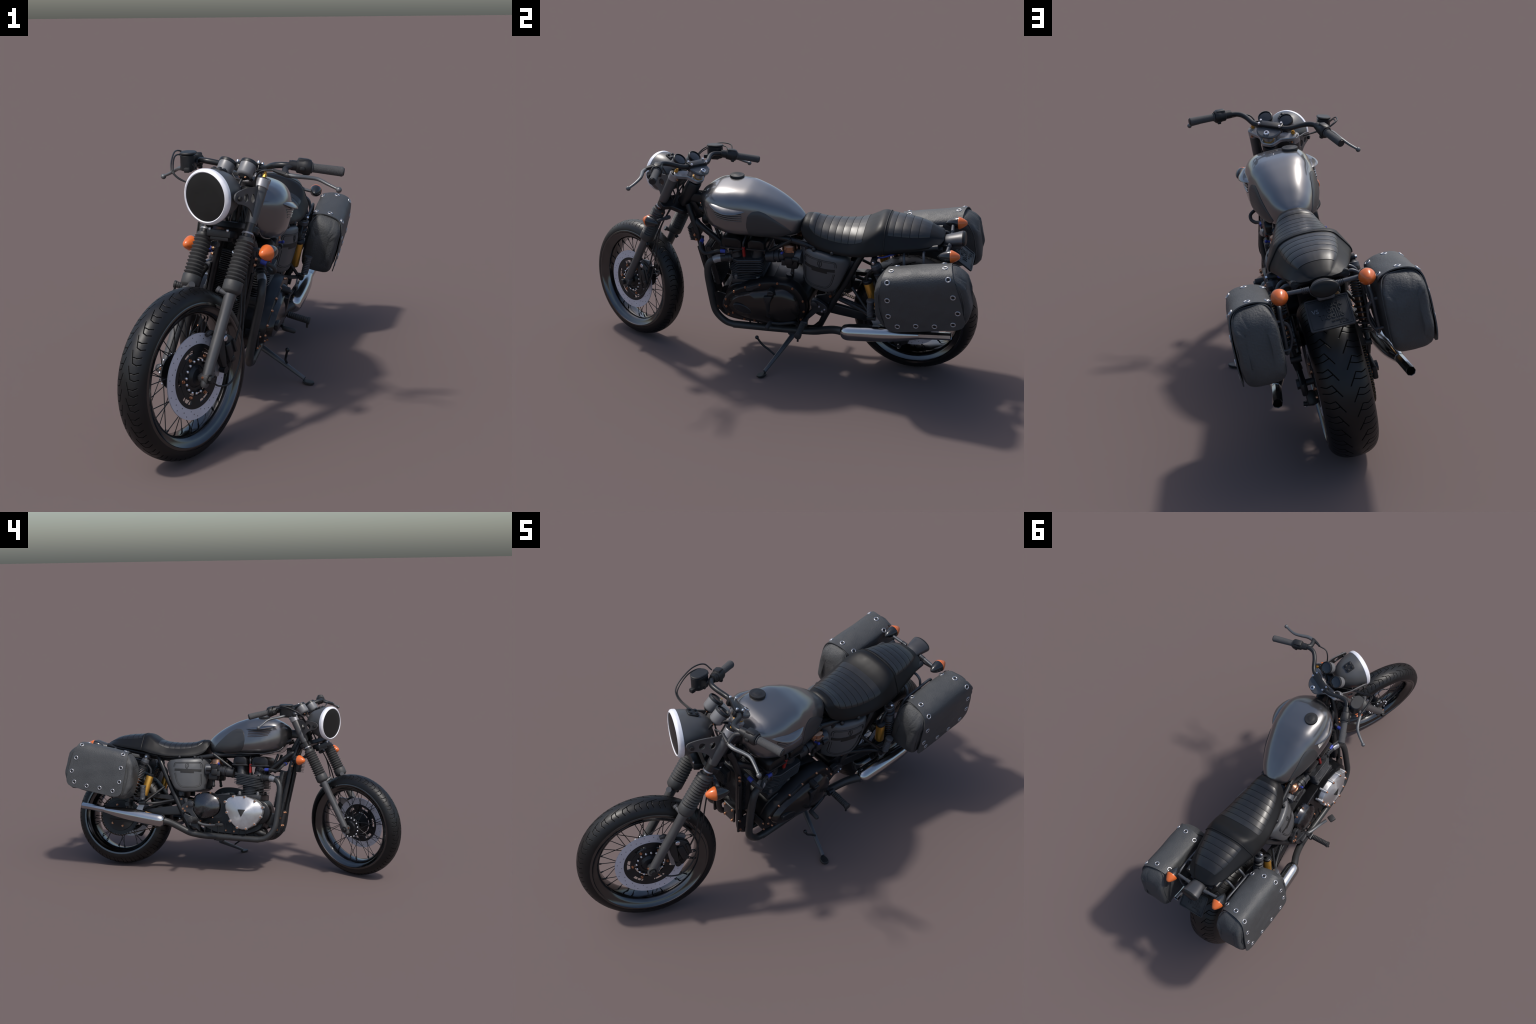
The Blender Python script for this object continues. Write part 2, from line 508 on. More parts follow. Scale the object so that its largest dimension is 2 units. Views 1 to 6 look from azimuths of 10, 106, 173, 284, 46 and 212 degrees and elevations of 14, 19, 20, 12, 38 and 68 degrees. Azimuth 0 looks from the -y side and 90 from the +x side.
def wheel(c, R, w, h, ex, er, rim_prof, hub, rim_r, units, per, pattern, wide, deep, steer, flanges):
    T = Matrix.Translation(Vector(c))
    rim = part('wheel', xf(T, ring(rim_prof, (0, 0, 0), (1, 0, 0), 120)), RIMMAT, ROOT, steer, 50)
    ty = tyre_mesh(R, w, h, ex, er, units, per, pattern, wide, deep)
    repeat('tyre', ty, T, rim, steer)
    hubo = part('hub', xf(T, lathe(hub, (0, 0, 0), (1, 0, 0), 48)), BLACK, rim, steer, 35)
    ns = 40
    for k in range(ns):
        side = k % 2
        fx, fr = flanges[side]
        base = 2 * math.pi * (k // 2) / (ns / 2) + side * math.pi / ns * 1.0
        lead = 0.62 if (k // 2) % 2 else -0.62
        ra = base + (0.05 if (k // 2) % 2 else -0.05)
        p = Vector((fx, fr * math.sin(base + lead), fr * math.cos(base + lead)))
        q = Vector((fx * 0.22, rim_r * math.sin(ra), rim_r * math.cos(ra)))
        M = at(vec(Vector(c) + p), q - p) @ Matrix.Diagonal((1, 1, (q - p).length, 1))
        repeat('spoke', SPOKE, M, rim, steer)
    for fx, fr in flanges:
        for k in range(16):
            a = 2 * math.pi * (k + 0.3) / 16
            sg = 1 if fx > 0 else -1
            M = Matrix.Translation(Vector((c[0] + fx + sg * 0.004, c[1] + (fr + 0.004) * math.sin(a), c[2] + (fr + 0.004) * math.cos(a))))
            repeat('hub_bolt', HUBBALL, M, hubo, steer)
    return rim

FW = (0.002, -0.733, 0.3095)
front_pattern = [[(0.009, 0.92), (0.021, 0.12), (0.036, 0.03), (0.050, 0.15)], [(0.0155, 0.50), (0.033, 0.47), (0.047, 0.60)]]
FRONT = wheel(FW, 0.301, 0.058, 0.053, 0.95, 0.9,
              [(-0.054, 0.2585), (-0.0575, 0.255), (-0.057, 0.246), (-0.052, 0.243), (-0.047, 0.228), (-0.041, 0.216), (-0.020, 0.209), (0.020, 0.209),
               (0.041, 0.216), (0.047, 0.228), (0.052, 0.243), (0.057, 0.246), (0.0575, 0.255), (0.054, 0.2585), (0.02, 0.246), (-0.02, 0.246)],
              [(-0.066, 0.014), (-0.064, 0.034), (-0.058, 0.040), (-0.056, 0.062), (-0.050, 0.063), (-0.046, 0.030), (-0.03, 0.022),
               (0.03, 0.022), (0.038, 0.045), (0.040, 0.063), (0.048, 0.062), (0.050, 0.040), (0.060, 0.030), (0.062, 0.014)],
              0.2120, 36, 48, front_pattern, 0.0008, 0.0022, True, [(0.052, 0.054), (-0.058, 0.054)])
brake_disc(0.052, 0.112, 0.150, 0.066, FRONT, FW, True)

RW = (0.002, 0.706, 0.3005)
rear_pattern = [[(0.018, 0.95), (0.045, 0.18), (0.066, 0.29), (0.090, 0.16)], [(0.032, 0.56), (0.056, 0.68), (0.088, 0.62)]]
REAR = wheel(RW, 0.2955, 0.091, 0.070, 0.85, 0.85,
             [(-0.085, 0.2415), (-0.0905, 0.238), (-0.090, 0.229), (-0.083, 0.226), (-0.076, 0.212), (-0.066, 0.203), (-0.034, 0.197), (0.034, 0.197),
              (0.066, 0.203), (0.076, 0.212), (0.083, 0.226), (0.090, 0.229), (0.0905, 0.238), (0.085, 0.2415), (0.03, 0.228), (-0.03, 0.228)],
             [(-0.085, 0.016), (-0.080, 0.045), (-0.062, 0.048), (-0.058, 0.070), (-0.050, 0.070), (-0.046, 0.034),
              (0.046, 0.034), (0.050, 0.070), (0.058, 0.070), (0.062, 0.045), (0.080, 0.040), (0.085, 0.016)],
             0.201, 33, 50, rear_pattern, 0.0009, 0.0024, False, [(0.054, 0.062), (-0.054, 0.062)])
brake_disc(0.082, 0.098, 0.131, 0.045, REAR, RW, False)

# rear sprocket, its carrier, bolts and the chain
SX = -0.101
teeth, NT = [], 42
for k in range(NT * 4):
    a = 2 * math.pi * k / (NT * 4)
    r = 0.117 + (0.0045 if k % 4 in (1, 2) else -0.002)
    teeth.append((RW[1] + r * math.sin(a), RW[2] + r * math.cos(a)))
spr = part('sprocket', plate(np.array(teeth), [(SX + 0.003, 0), (SX - 0.003, 0)]), BLACK, REAR, angle=30)
part('sprocket_carrier', cat(lathe([(-0.030, 0.06), (-0.006, 0.07), (0, 0.094), (0.006, 0.092), (0.008, 0.07), (0.012, 0.06), (0.018, 0.03)], (SX - 0.002, RW[1], RW[2]), (-1, 0, 0), 48)), BLACKM, spr)
for k in range(6):
    a = 2 * math.pi * k / 6 + 0.3
    bolt((SX - 0.010, RW[1] + 0.066 * math.sin(a), RW[2] + 0.066 * math.cos(a)), (-1, 0, 0), spr, s=1.2)
    gs = arc_plate(0.074, 0.084, a + 0.3, a + 0.75, SX - 0.006, SX - 0.0085, 8)
    part('sprocket_slot', (gs[0] + vec((0, RW[1], RW[2])), gs[1]), COVERLINE, spr)
fs = (0.205, 0.375)
path = []
for a in np.linspace(-8, 188, 60):
    path.append((RW[1] + 0.122 * math.sin(D(a)), RW[2] + 0.122 * math.cos(D(a))))
path.append((0.45, 0.246))
for a in np.linspace(190, 352, 16):
    path.append((fs[0] + 0.038 * math.sin(D(a)), fs[1] + 0.038 * math.cos(D(a))))
path.append((0.45, 0.412))
path = np.array(path + [path[0]])
seg = np.concatenate([[0], np.cumsum(np.hypot(*np.diff(path, axis=0).T))])
NL = int(seg[-1] / 0.0098) // 2 * 2
q = np.linspace(0, seg[-1], NL, endpoint=False)
cy, cz = np.interp(q, seg, path[:, 0]), np.interp(q, seg, path[:, 1])
links, rollers = [], []
for i in range(NL):
    j = (i + 1) % NL
    xo = 0.0075 if i % 2 else 0.0055
    d = vec((0, cy[j] - cy[i], cz[j] - cz[i]))
    for sg in (1, -1):
        links.append(tube([(SX + sg * xo, cy[i] - d[1] * .3, cz[i] - d[2] * .3), (SX + sg * xo, cy[i] + d[1] * 1.3, cz[i] + d[2] * 1.3)], 0.0038, 6, False, flat=0.3 if abs(d[2]) < abs(d[1]) else 0.3))
    rollers.append(lathe([(-0.0095, 0.0030), (0.0095, 0.0030)], (SX, cy[i], cz[i]), (1, 0, 0), 8))
ch = part('chain', cat(*links), BLACK)
ch['kind'] = 'stuff'
ro = part('chain_roller', cat(*rollers), CHAINM, ch)
ro['kind'] = 'stuff'
# ------------------------------------------------------------------ fork, yokes, headlight, bars (all steered)
F0, F1 = vec((0, -0.390, 0.962)), vec((0, -0.738, 0.292))     # fork leg axis, top and bottom
FDIR = (F1 - F0) / np.linalg.norm(F1 - F0)
FLEN = np.linalg.norm(F1 - F0)
def fk(x, z, fwd=0.0):
    """Point on the fork axis at height z, moved forward by fwd."""
    t = (z - F0[2]) / (F1[2] - F0[2])
    p = F0 + (F1 - F0) * t
    n = vec((0, FDIR[2], -FDIR[1]))          # forward normal of the fork
    return vec((x, p[1], p[2])) + n * fwd
UPF = -FDIR
FX = 0.0935

for sg in (1, -1):
    x = sg * FX
    # lower leg: stanchion sleeve, lug with pinch and axle eye
    prof = [(0, 0.0215), (0.012, 0.0225), (0.028, 0.0205), (0.10, 0.0195), (0.27, 0.0190), (0.305, 0.0185)]
    o = fk(x, 0.584)
    low = lathe(prof, o, FDIR, 28)
    tip = lathe([(0, 0.0186), (0.034, 0.0165), (0.044, 0.013), (0.048, 0.009)], fk(x, 0.322), FDIR, 28, sx=0.85)
    lug = cat(lathe([(-0.018, 0.017), (0.018, 0.017)], (x, FW[1], FW[2]), (1, 0, 0), 24),
              box(fk(x, 0.318, -0.014), (0.030, 0.022, 0.040), 0.006, RX(-27)))
    leg = part('fork_leg', cat(low, tip, lug), FORKLOW, ROOT, True, 40)
    part('axle_nut', cat(lathe([(0, 0.0135), (0.012, 0.0135), (0.014, 0.011)], (x + sg * 0.018, FW[1], FW[2]), (sg, 0, 0), 6),
                         lathe([(0, 0.016), (0.004, 0.016)], (x + sg * 0.017, FW[1], FW[2]), (sg, 0, 0), 24)), BLACKM, leg, True)
    bolt(fk(x, 0.306, 0.020), vec((0, FDIR[2], -FDIR[1])), leg, True, s=0.8)
    # mudguard stubs and small bosses
    part('mount_stub', cat(rod(fk(x - sg * 0.004, 0.572, 0.012), fk(x - sg * 0.032, 0.578, 0.030), 0.0095), rod(fk(x - sg * 0.03, 0.577, 0.028), fk(x - sg * 0.038, 0.580, 0.034), 0.012)), FORKLOW, leg, True)
    part('mount_stub', rod(fk(x, 0.572, -0.010), fk(x + sg * 0.006, 0.562, -0.030), 0.0085), BLACK, leg, True)
    # upper tube with shroud, rings
    part('fork_tube', cat(lathe([(0, 0.0205), (0.28, 0.0200)], fk(x, 0.935), FDIR, 28)), FORKTUBE, leg, True)
    part('ring_band', cat(ring([(0, 0.0200), (0.004, 0.0222), (0.006, 0.0222), (0.008, 0.0200)], fk(x, 0.776), FDIR, 32)), SILVER, leg, True)
    # gaiter
    prof, z0 = [], 0.0
    n = 11
    L = (0.750 - 0.618) / -FDIR[2]
    prof.append((-0.012, 0.0215))
    prof.append((-0.008, 0.0275))
    for k in range(n):
        t0 = L * k / n
        ro = 0.0335 + 0.002 * (k / n)
        prof += [(t0 + 0.0005, 0.0272), (t0 + L / n * 0.42, ro - 0.0008), (t0 + L / n * 0.5, ro), (t0 + L / n * 0.58, ro - 0.0008)]
    prof += [(L, 0.027), (L + 0.002, 0.0335), (L + 0.004, 0.0345), (L + 0.036, 0.0345), (L + 0.039, 0.033), (L + 0.048, 0.024)]
    part('gaiter', lathe(prof, fk(x, 0.750), FDIR, 40), GAITER, leg, True, 50)
    # clamp collar, adjuster
    part('clamp_ring', cat(ring([(0, 0.0195), (0.0, 0.0235), (0.002, 0.0250), (0.030, 0.0250), (0.032, 0.0235), (0.032, 0.0195)], fk(x, 0.953), FDIR, 36)), SILVER, leg, True)
    part('fork_cap', cat(lathe([(0, 0.0185), (0.008, 0.0185), (0.010, 0.015)], fk(x, 0.950), UPF, 24)), BLACK, leg, True)
    part('preload_adjuster', cat(lathe([(0, 0.0085), (0.018, 0.0085), (0.020, 0.007)], fk(x, 0.956), UPF, 8), lathe([(0.016, 0.005), (0.027, 0.005)], fk(x, 0.956), UPF, 12)), GOLD, leg, True)

part('axle', rod((-0.112, FW[1], FW[2]), (0.112, FW[1], FW[2]), 0.0085), DARKMETAL, ROOT, True)

# steering head parts
AX = vec((0, math.sin(D(RAKE)), math.cos(D(RAKE))))
H = vec(HEAD)
def hd(x, up, back=0.0):
    """Point in steering-head coordinates: along the axis and to the rear of it."""
    return H + vec((x, 0, 0)) + AX * up + vec((0, AX[2], -AX[1])) * back
HM = Matrix(((1, 0, 0, H[0]), (0, AX[2], AX[1], H[1]), (0, -AX[1], AX[2], H[2]), (0, 0, 0, 1)))   # x, back, up

def flat_solid(outline, z0, z1, bev=0.003):
    """Slab from a plan outline (x, y) between two heights, with chamfered edges."""
    P = np.asarray(outline, float)
    rings = []
    for z, i in ((z0, bev), (z0 + bev, 0), (z1 - bev, 0), (z1, bev)):
        q = inset(P, i)
        rings.append(np.stack([q[:, 0], q[:, 1], np.full(len(q), z)], 1))
    return loft(rings)

def symm(pts):
    return [(x, y) for x, y in pts] + [(-x, y) for x, y in reversed(pts)]

yo = roundpoly(symm([(0.018, -0.046), (0.060, -0.060), (0.108, -0.058), (0.114, -0.034), (0.086, -0.024), (0.050, -0.012), (0.030, 0.020), (0.018, 0.028)]), 0.010, 4)
top = part('fork_yoke', xf(HM, flat_solid(yo, -0.036, -0.016)), SILVER, ROOT, True)
part('stem_nut', cat(lathe([(-0.018, 0.021), (0.012, 0.021), (0.014, 0.018)], H, AX, 28)), SILVER, top, True)
part('lock_ring', lathe([(-0.020, 0.024), (-0.013, 0.024)], H, AX, 28), GOLD, top, True)
for sg in (1, -1):
    bolt(fk(sg * FX, 0.938, -0.026), vec((0, -FDIR[2], FDIR[1])), top, True, s=0.9)
# handlebar clamp block with keyhole
cl = roundpoly(symm([(0.030, -0.040), (0.052, -0.038), (0.056, -0.012), (0.046, 0.012), (0.024, 0.030)]), 0.012, 4)
clamp = part('bar_clamp', xf(HM, flat_solid(cl, 0.014, 0.030, 0.004)), CLAMPM, ROOT, True)
part('ignition_lock', cat(ring([(0, 0.0055), (0.0, 0.0125), (0.010, 0.0125), (0.012, 0.0105), (0.012, 0.0055)], hd(0, 0.028, 0.012), AX, 32)), STEEL, clamp, True)
BC = vec((0, -0.352, 0.990))
part('clamp_cap', cat(xf(Matrix.Translation(Vector(BC)) @ RX(-20), box((0, 0, 0.010), (0.112, 0.036, 0.013), 0.005)),
                      xf(Matrix.Translation(Vector(BC)) @ RX(-20), box((0.044, 0, -0.006), (0.026, 0.040, 0.026), 0.006)),
                      xf(Matrix.Translation(Vector(BC)) @ RX(-20), box((-0.044, 0, -0.006), (0.026, 0.040, 0.026), 0.006))), BLACK, clamp, True)
for sx in (1, -1):
    for sy in (1, -1):
        p = Vector(BC) + RX(-20) @ Vector((sx * 0.047, sy * 0.0125, 0.0155))
        bolt(vec(p), vec(RX(-20) @ Vector((0, 0, 1))), clamp, True, STEELBOLT, 1.05)
part('clamp_riser', cat(rod(hd(0.035, -0.018, -0.022), hd(0.035, 0.02, -0.022), 0.012), rod(hd(-0.035, -0.018, -0.022), hd(-0.035, 0.02, -0.022), 0.012)), SILVER, clamp, True)

# handlebar
half = [(0.0, -0.352, 0.990), (0.055, -0.352, 0.990), (0.085, -0.362, 0.992), (0.125, -0.390, 1.003), (0.158, -0.404, 1.009), (0.188, -0.398, 1.010),
        (0.222, -0.372, 1.006), (0.262, -0.338, 1.000), (0.345, -0.270, 0.985)]
bar = part('handlebar', tube([(-x, y, z) for x, y, z in reversed(half)] + half[1:], 0.0112, 16), BLACK, ROOT, True)
gd = vec(half[-1]) - vec(half[-2])
gd /= np.linalg.norm(gd)
def sided(g, sg):
    return g if sg > 0 else mirror(g)
for sg in (1, -1):
    e = vec(half[-1])
    L = 0.112
    gp = [(0, 0.0195), (0.004, 0.0200), (0.006, 0.0160), (0.02, 0.0158), (0.06, 0.0166), (0.104, 0.0172), (0.108, 0.0178), (0.112, 0.0172), (0.113, 0.013)]
    part('grip', sided(lathe(gp, e - gd * L, gd, 28), sg), GRIPM, bar, True, 40)
    part('grip_end', sided(lathe([(0, 0.0145), (0.004, 0.0135)], e, gd, 24), sg), BLACKM, bar, True)
    # switch housing
    s0 = e - gd * (L + 0.052)
    sw_in = rod(s0 - gd * 0.018, s0 + gd * 0.004, 0.0180)
    sw = cat(sw_in, lathe([(0, 0.018), (0.004, 0.0225), (0.022, 0.0240), (0.026, 0.0255), (0.046, 0.0258), (0.051, 0.0230)], s0, gd, 28, sx=1.0, sy=1.08),
             xf(at(s0 + gd * 0.024, gd), box((0, 0.017, 0), (0.032, 0.024, 0.042), 0.006)),
             xf(at(s0 + gd * 0.036, gd), box((0.012, -0.022, 0), (0.016, 0.018, 0.016), 0.004)),
             xf(at(s0 + gd * 0.020, gd), box((-0.022, -0.006, 0), (0.016, 0.014, 0.018), 0.004)))
    swo = part('switch_housing', sided(sw, sg), BLACKM, bar, True, 40)
    fwd = vec((0, -0.93, -0.37))
    up = vec((0, -0.3, 0.95))
    # lever perch and lever
    pc = s0 - gd * 0.004
    per_ = cat(lathe([(-0.012, 0.0165), (0.012, 0.0165)], pc - gd * 0.010, gd, 24),
               tube([pc - gd * 0.010 + fwd * 0.010, pc - gd * 0.018 + fwd * 0.030, (0.228, -0.447, 0.984), (0.250, -0.441, 0.980)], [0.012, 0.012, 0.011, 0.007], 12, flat=0.75),
               tube([(0.228, -0.447, 0.984), (0.196, -0.452, 0.992), (0.178, -0.452, 0.996)], [0.010, 0.007, 0.0055], 10))
    part('lever_perch', sided(per_, sg), BLACKM, bar, True)
    lv = tube([(0.232, -0.446, 0.982), (0.262, -0.432, 0.978), (0.292, -0.404, 0.973), (0.318, -0.385, 0.967), (0.352, -0.378, 0.952), (0.393, -0.375, 0.936)],
              [0.0100, 0.0098, 0.0088, 0.0080, 0.0070, 0.0062], 14, flat=0.8)
    part('lever', sided(cat(lv, ball((0.394, -0.375, 0.935), 0.0105)), sg), LEVERM, bar, True, 60)

# front brake reservoir (right) and its clamp block
rc = vec((-0.212, -0.441, 1.012))
rax = vec((0.03, -0.06, 1.0))
ro_ = roundpoly([(-0.028, -0.026), (-0.012, -0.041), (0.012, -0.041), (0.028, -0.026), (0.030, 0.020), (0.014, 0.040), (-0.014, 0.040), (-0.030, 0.020)], 0.014, 5)
def loc_frame(c, ydir, zdir):
    z = vec(zdir) / np.linalg.norm(zdir)
    y = vec(ydir) - z * (vec(ydir) @ z)
    y /= np.linalg.norm(y)
    x = np.cross(y, z)
    return Matrix(((x[0], y[0], z[0], c[0]), (x[1], y[1], z[1], c[1]), (x[2], y[2], z[2], c[2]), (0, 0, 0, 1)))
RM = loc_frame(rc, (-0.46, 0.88, 0.1), rax)
res = part('brake_reservoir', xf(RM, flat_solid(ro_ * 0.95, -0.036, 0.022)), BLACK, ROOT, True)
part('reservoir_lid', xf(RM, flat_solid(ro_, 0.022, 0.031, 0.003)), BLACKM, res, True)
part('reservoir_block', cat(xf(RM, box((0.0, 0, -0.034), (0.030, 0.040, 0.018), 0.004)), xf(RM, box((0.004, -0.046, -0.030), (0.020, 0.020, 0.018), 0.003)), xf(RM, lathe([(-.03, .006), (.03, .006)], (0, 0, -0.030), (1, 0, 0), 12))), BLACKM, res, True)

# gauges
for sg in (1, -1):
    ga = vec((0, 0.62, 0.78))
    go = vec((sg * 0.048, -0.447, 0.970))
    g = part('gauge', lathe([(-0.004, 0.020), (0.0, 0.026), (0.006, 0.0295), (0.046, 0.0305)], go, ga, 36), GAUGE, ROOT, True, 40)
    part('gauge_bezel', ring([(0.044, 0.028), (0.044, 0.0325), (0.050, 0.0330), (0.055, 0.0320), (0.057, 0.029), (0.053, 0.028)], go, ga, 40), BLACK, g, True)
    part('gauge_glass', lathe([(0.046, 0.0285), (0.0525, 0.0285), (0.0545, 0.012)], go, ga, 36), GLASS, g, True, 60)
    part('gauge_base', cat(lathe([(-0.014, 0.010), (-0.004, 0.021)], go, ga, 24), rod(go, hd(sg * 0.04, -0.03, -0.05), 0.006)), BLACKM, g, True)
    for k in (-1, 1):
        bolt(go + vec((k * 0.012, -0.008, -0.002)), -ga, g, True, s=0.8)

# headlight
HA = vec((0, -0.998, -0.05))
HA /= np.linalg.norm(HA)
hc = vec((-0.002, -0.597, 0.9065))
shell = lathe([(-0.150, 0.012), (-0.146, 0.030), (-0.136, 0.046), (-0.118, 0.062), (-0.095, 0.075), (-0.065, 0.087), (-0.03, 0.0938), (-0.010, 0.0955)], hc, HA, 64)
hl = part('headlight', shell, SHELL, ROOT, True, 50)
part('headlight_bezel', ring([(-0.016, 0.0935), (-0.014, 0.0968), (-0.002, 0.0985), (0.004, 0.0968), (0.010, 0.0885), (0.008, 0.0855), (-0.006, 0.086)], hc, HA, 80), WHITE, hl, True, 40)
part('headlight_lens', lathe([(-0.004, 0.0865), (0.006, 0.0865), (0.0075, 0.080), (0.009, 0.05), (0.0095, 0.005)], hc, HA, 72), LENS, hl, True, 60)
# switch plate on top of the shell with four buttons
PM = loc_frame(hc - HA * 0.072 + vec((0, 0, 0.083)), vec((0, -0.95, 0.30)), vec((0, 0.30, 0.95)))
pl = part('switch_plate', xf(PM, flat_solid(roundpoly([(-0.024, -0.024), (0.024, -0.024), (0.024, 0.024), (-0.024, 0.024)], 0.012, 4), -0.008, 0.004, 0.0015)), BLACKM, hl, True)
for a in (-1, 1):
    for b in (-1, 1):
        part('switch_button', xf(PM, lathe([(0.002, 0.0065), (0.008, 0.0065), (0.009, 0.005)], (a * 0.0125, b * 0.0125, 0), (0, 0, 1), 16)), BLACK, pl, True)
# perforated brackets from fork shroud to shell
for sg in (1, -1):
    out = spline([(-0.580, 0.905), (-0.573, 0.922), (-0.545, 0.931), (-0.500, 0.936), (-0.452, 0.934), (-0.415, 0.940), (-0.410, 0.920), (-0.425, 0.893), (-0.445, 0.855),
                  (-0.462, 0.822), (-0.476, 0.828), (-0.486, 0.850), (-0.506, 0.868), (-0.535, 0.880), (-0.566, 0.888)], 5, True)
    x0 = sg * 0.1065
    bm = bmesh.new()
    vs = [bm.verts.new((0, p[0], p[1])) for p in out]
    edges = [bm.edges.new((vs[i], vs[(i + 1) % len(vs)])) for i in range(len(vs))]
    for (hy, hz, hr) in ((-0.516, 0.902, 0.0135), (-0.474, 0.896, 0.0145)):
        hv = [bm.verts.new((0, hy + hr * math.cos(t), hz + hr * 1.1 * math.sin(t))) for t in np.linspace(0, 2 * math.pi, 24, endpoint=False)]
        edges += [bm.edges.new((hv[i], hv[(i + 1) % 24])) for i in range(24)]
    bmesh.ops.triangle_fill(bm, use_beauty=True, edges=edges)
    r_ = bmesh.ops.extrude_face_region(bm, geom=bm.faces[:])
    bmesh.ops.translate(bm, verts=[e_ for e_ in r_['geom'] if isinstance(e_, bmesh.types.BMVert)], vec=Vector((sg * 0.006, 0, 0)))
    bm.verts.index_update()
    v = np.array([w.co[:] for w in bm.verts])
    f = [tuple(w.index for w in q_.verts) for q_ in bm.faces]
    bm.free()
    v[:, 0] += x0 - sg * 0.003
    # bracket runs into the middle of the fork sleeve
    v[:, 0] -= sg * 0.012 * np.clip((v[:, 1] + 0.495) / 0.06, 0, 1) ** 1.5
    br = part('headlight_bracket', (v, f), FORKLOW, hl, True, 30)
    part('bracket_sleeve', lathe([(0, 0.0222), (0.010, 0.0235), (0.10, 0.0225), (0.135, 0.0215)], fk(sg * FX, 0.925), FDIR, 28), FORKLOW, br, True)
    part('bracket_bolt', cat(lathe([(-0.020, 0.008), (0.004, 0.008)], (x0 + sg * 0.003, -0.558, 0.904), (sg, 0, 0), 16), lathe([(0.003, 0.0095), (0.009, 0.0095), (0.010, 0.008)], (x0 + sg * 0.003, -0.558, 0.904), (sg, 0, 0), 6)), BLACKM, br, True)

# lower yoke, box, steering stem
yl = roundpoly(symm([(0.030, -0.085), (0.075, -0.088), (0.118, -0.062), (0.118, -0.026), (0.07, -0.018), (0.03, 0.028)]), 0.014, 4)
ly = part('fork_yoke', cat(xf(HM @ Matrix.Translation(Vector((0, 0.012, -0.212))), flat_solid(yl, -0.012, 0.012)),
                            lathe([(-0.215, 0.018), (-0.03, 0.018)], H, AX, 24)), BLACK, ROOT, True)
part('fork_box', cat(box((0.0, -0.515, 0.768), (0.105, 0.045, 0.026), 0.004, RX(-10)), box((0.0, -0.520, 0.752), (0.082, 0.028, 0.018), 0.004, RX(-10))), BLACKM, ly, True)
for sg in (1, -1):
    bolt((sg * 0.040, -0.534, 0.783), (0, -0.2, 1), ly, True, STEELBOLT, 0.9)
    bolt(fk(sg * FX, 0.748, -0.027), vec((0, -FDIR[2], FDIR[1])), ly, True, s=0.9)

# turn signals
def turn_signal(tip, tail, stem, steer, sgn):
    tip, tail = vec(tip), vec(tail)
    L = np.linalg.norm(tail - tip)
    d = (tip - tail) / L
    body = lathe([(0, 0.0015), (0.006, 0.008), (0.016, 0.0155), (0.030, 0.0222), (0.044, 0.0265), (0.056, 0.0285), (0.060, 0.0287)], tail, d, 32)
    b = part('turn_signal', body, GLOSSBLK, ROOT, steer, 60)
    part('turn_signal_lens', lathe([(0.058, 0.0280), (0.0605, 0.0293), (0.066, 0.0288), (0.082, 0.0210), (0.094, 0.0130), (0.100, 0.0070), (L, 0.002)], tail, d, 32), ORANGE, b, steer, 60)
    st = [lathe([(0, 0.0095), (0.02, 0.0078), (np.linalg.norm(vec(stem[1]) - vec(stem[0])), 0.0072)], stem[0], vec(stem[1]) - vec(stem[0]), 16)]
    for k in range(4):
        p = vec(stem[0]) + (vec(stem[1]) - vec(stem[0])) * (0.06 + 0.07 * k)
        st.append(ring([(-0.0014, 0.008), (0, 0.0105), (0.0014, 0.008)], p, vec(stem[1]) - vec(stem[0]), 16))
    part('signal_stalk', cat(*st), GREYTUBE, b, steer, 60)

for sg in (1, -1):
    turn_signal((sg * 0.172, -0.521, 0.712), (sg * 0.172, -0.420, 0.712), ((sg * 0.060, -0.462, 0.715), (sg * 0.158, -0.456, 0.712)), True, sg)

# front brake caliper with its hanger (left leg)
cp = roundpoly([(-0.655, 0.405), (-0.640, 0.440), (-0.612, 0.440), (-0.575, 0.420), (-0.560, 0.385), (-0.578, 0.330), (-0.602, 0.300), (-0.628, 0.318), (-0.650, 0.365)], 0.012, 4)
cal = part('brake_caliper', plate(cp, [(0.068, 0.004), (0.071, 0), (0.090, 0), (0.094, 0.006), (0.094, 0.03)]), BLACKM, ROOT, True)
part('caliper_hanger', plate(roundpoly([(-0.668, 0.400), (-0.640, 0.446), (-0.590, 0.450), (-0.575, 0.430), (-0.615, 0.405), (-0.630, 0.330), (-0.625, 0.285), (-0.645, 0.288), (-0.655, 0.340)], 0.010, 4), [(0.058, 0), (0.067, 0)]), SILVER, cal, True)
part('caliper_bridge', cat(box((0.092, -0.600, 0.372), (0.016, 0.030, 0.070), 0.006, RX(20)), box((0.094, -0.574, 0.390), (0.014, 0.012, 0.052), 0.004, RX(20)), box((0.094, -0.585, 0.345), (0.016, 0.02, 0.02), 0.004, RX(20)), rod((0.07, -0.62, 0.31), (0.095, -0.62, 0.31), 0.012)), BLACK, cal, True)
part('caliper_bolt', cat(lathe([(0, 0.0105), (0.012, 0.0105), (0.014, 0.008)], (0.082, -0.620, 0.424), (1, 0, 0), 20)), STEEL, cal, True)
part('disc_guard', tube([(0.066, -0.690, 0.446), (0.066, -0.672, 0.452), (0.068, -0.650, 0.442)], [0.008, 0.010, 0.008], 10), DARKMETAL, cal, True)

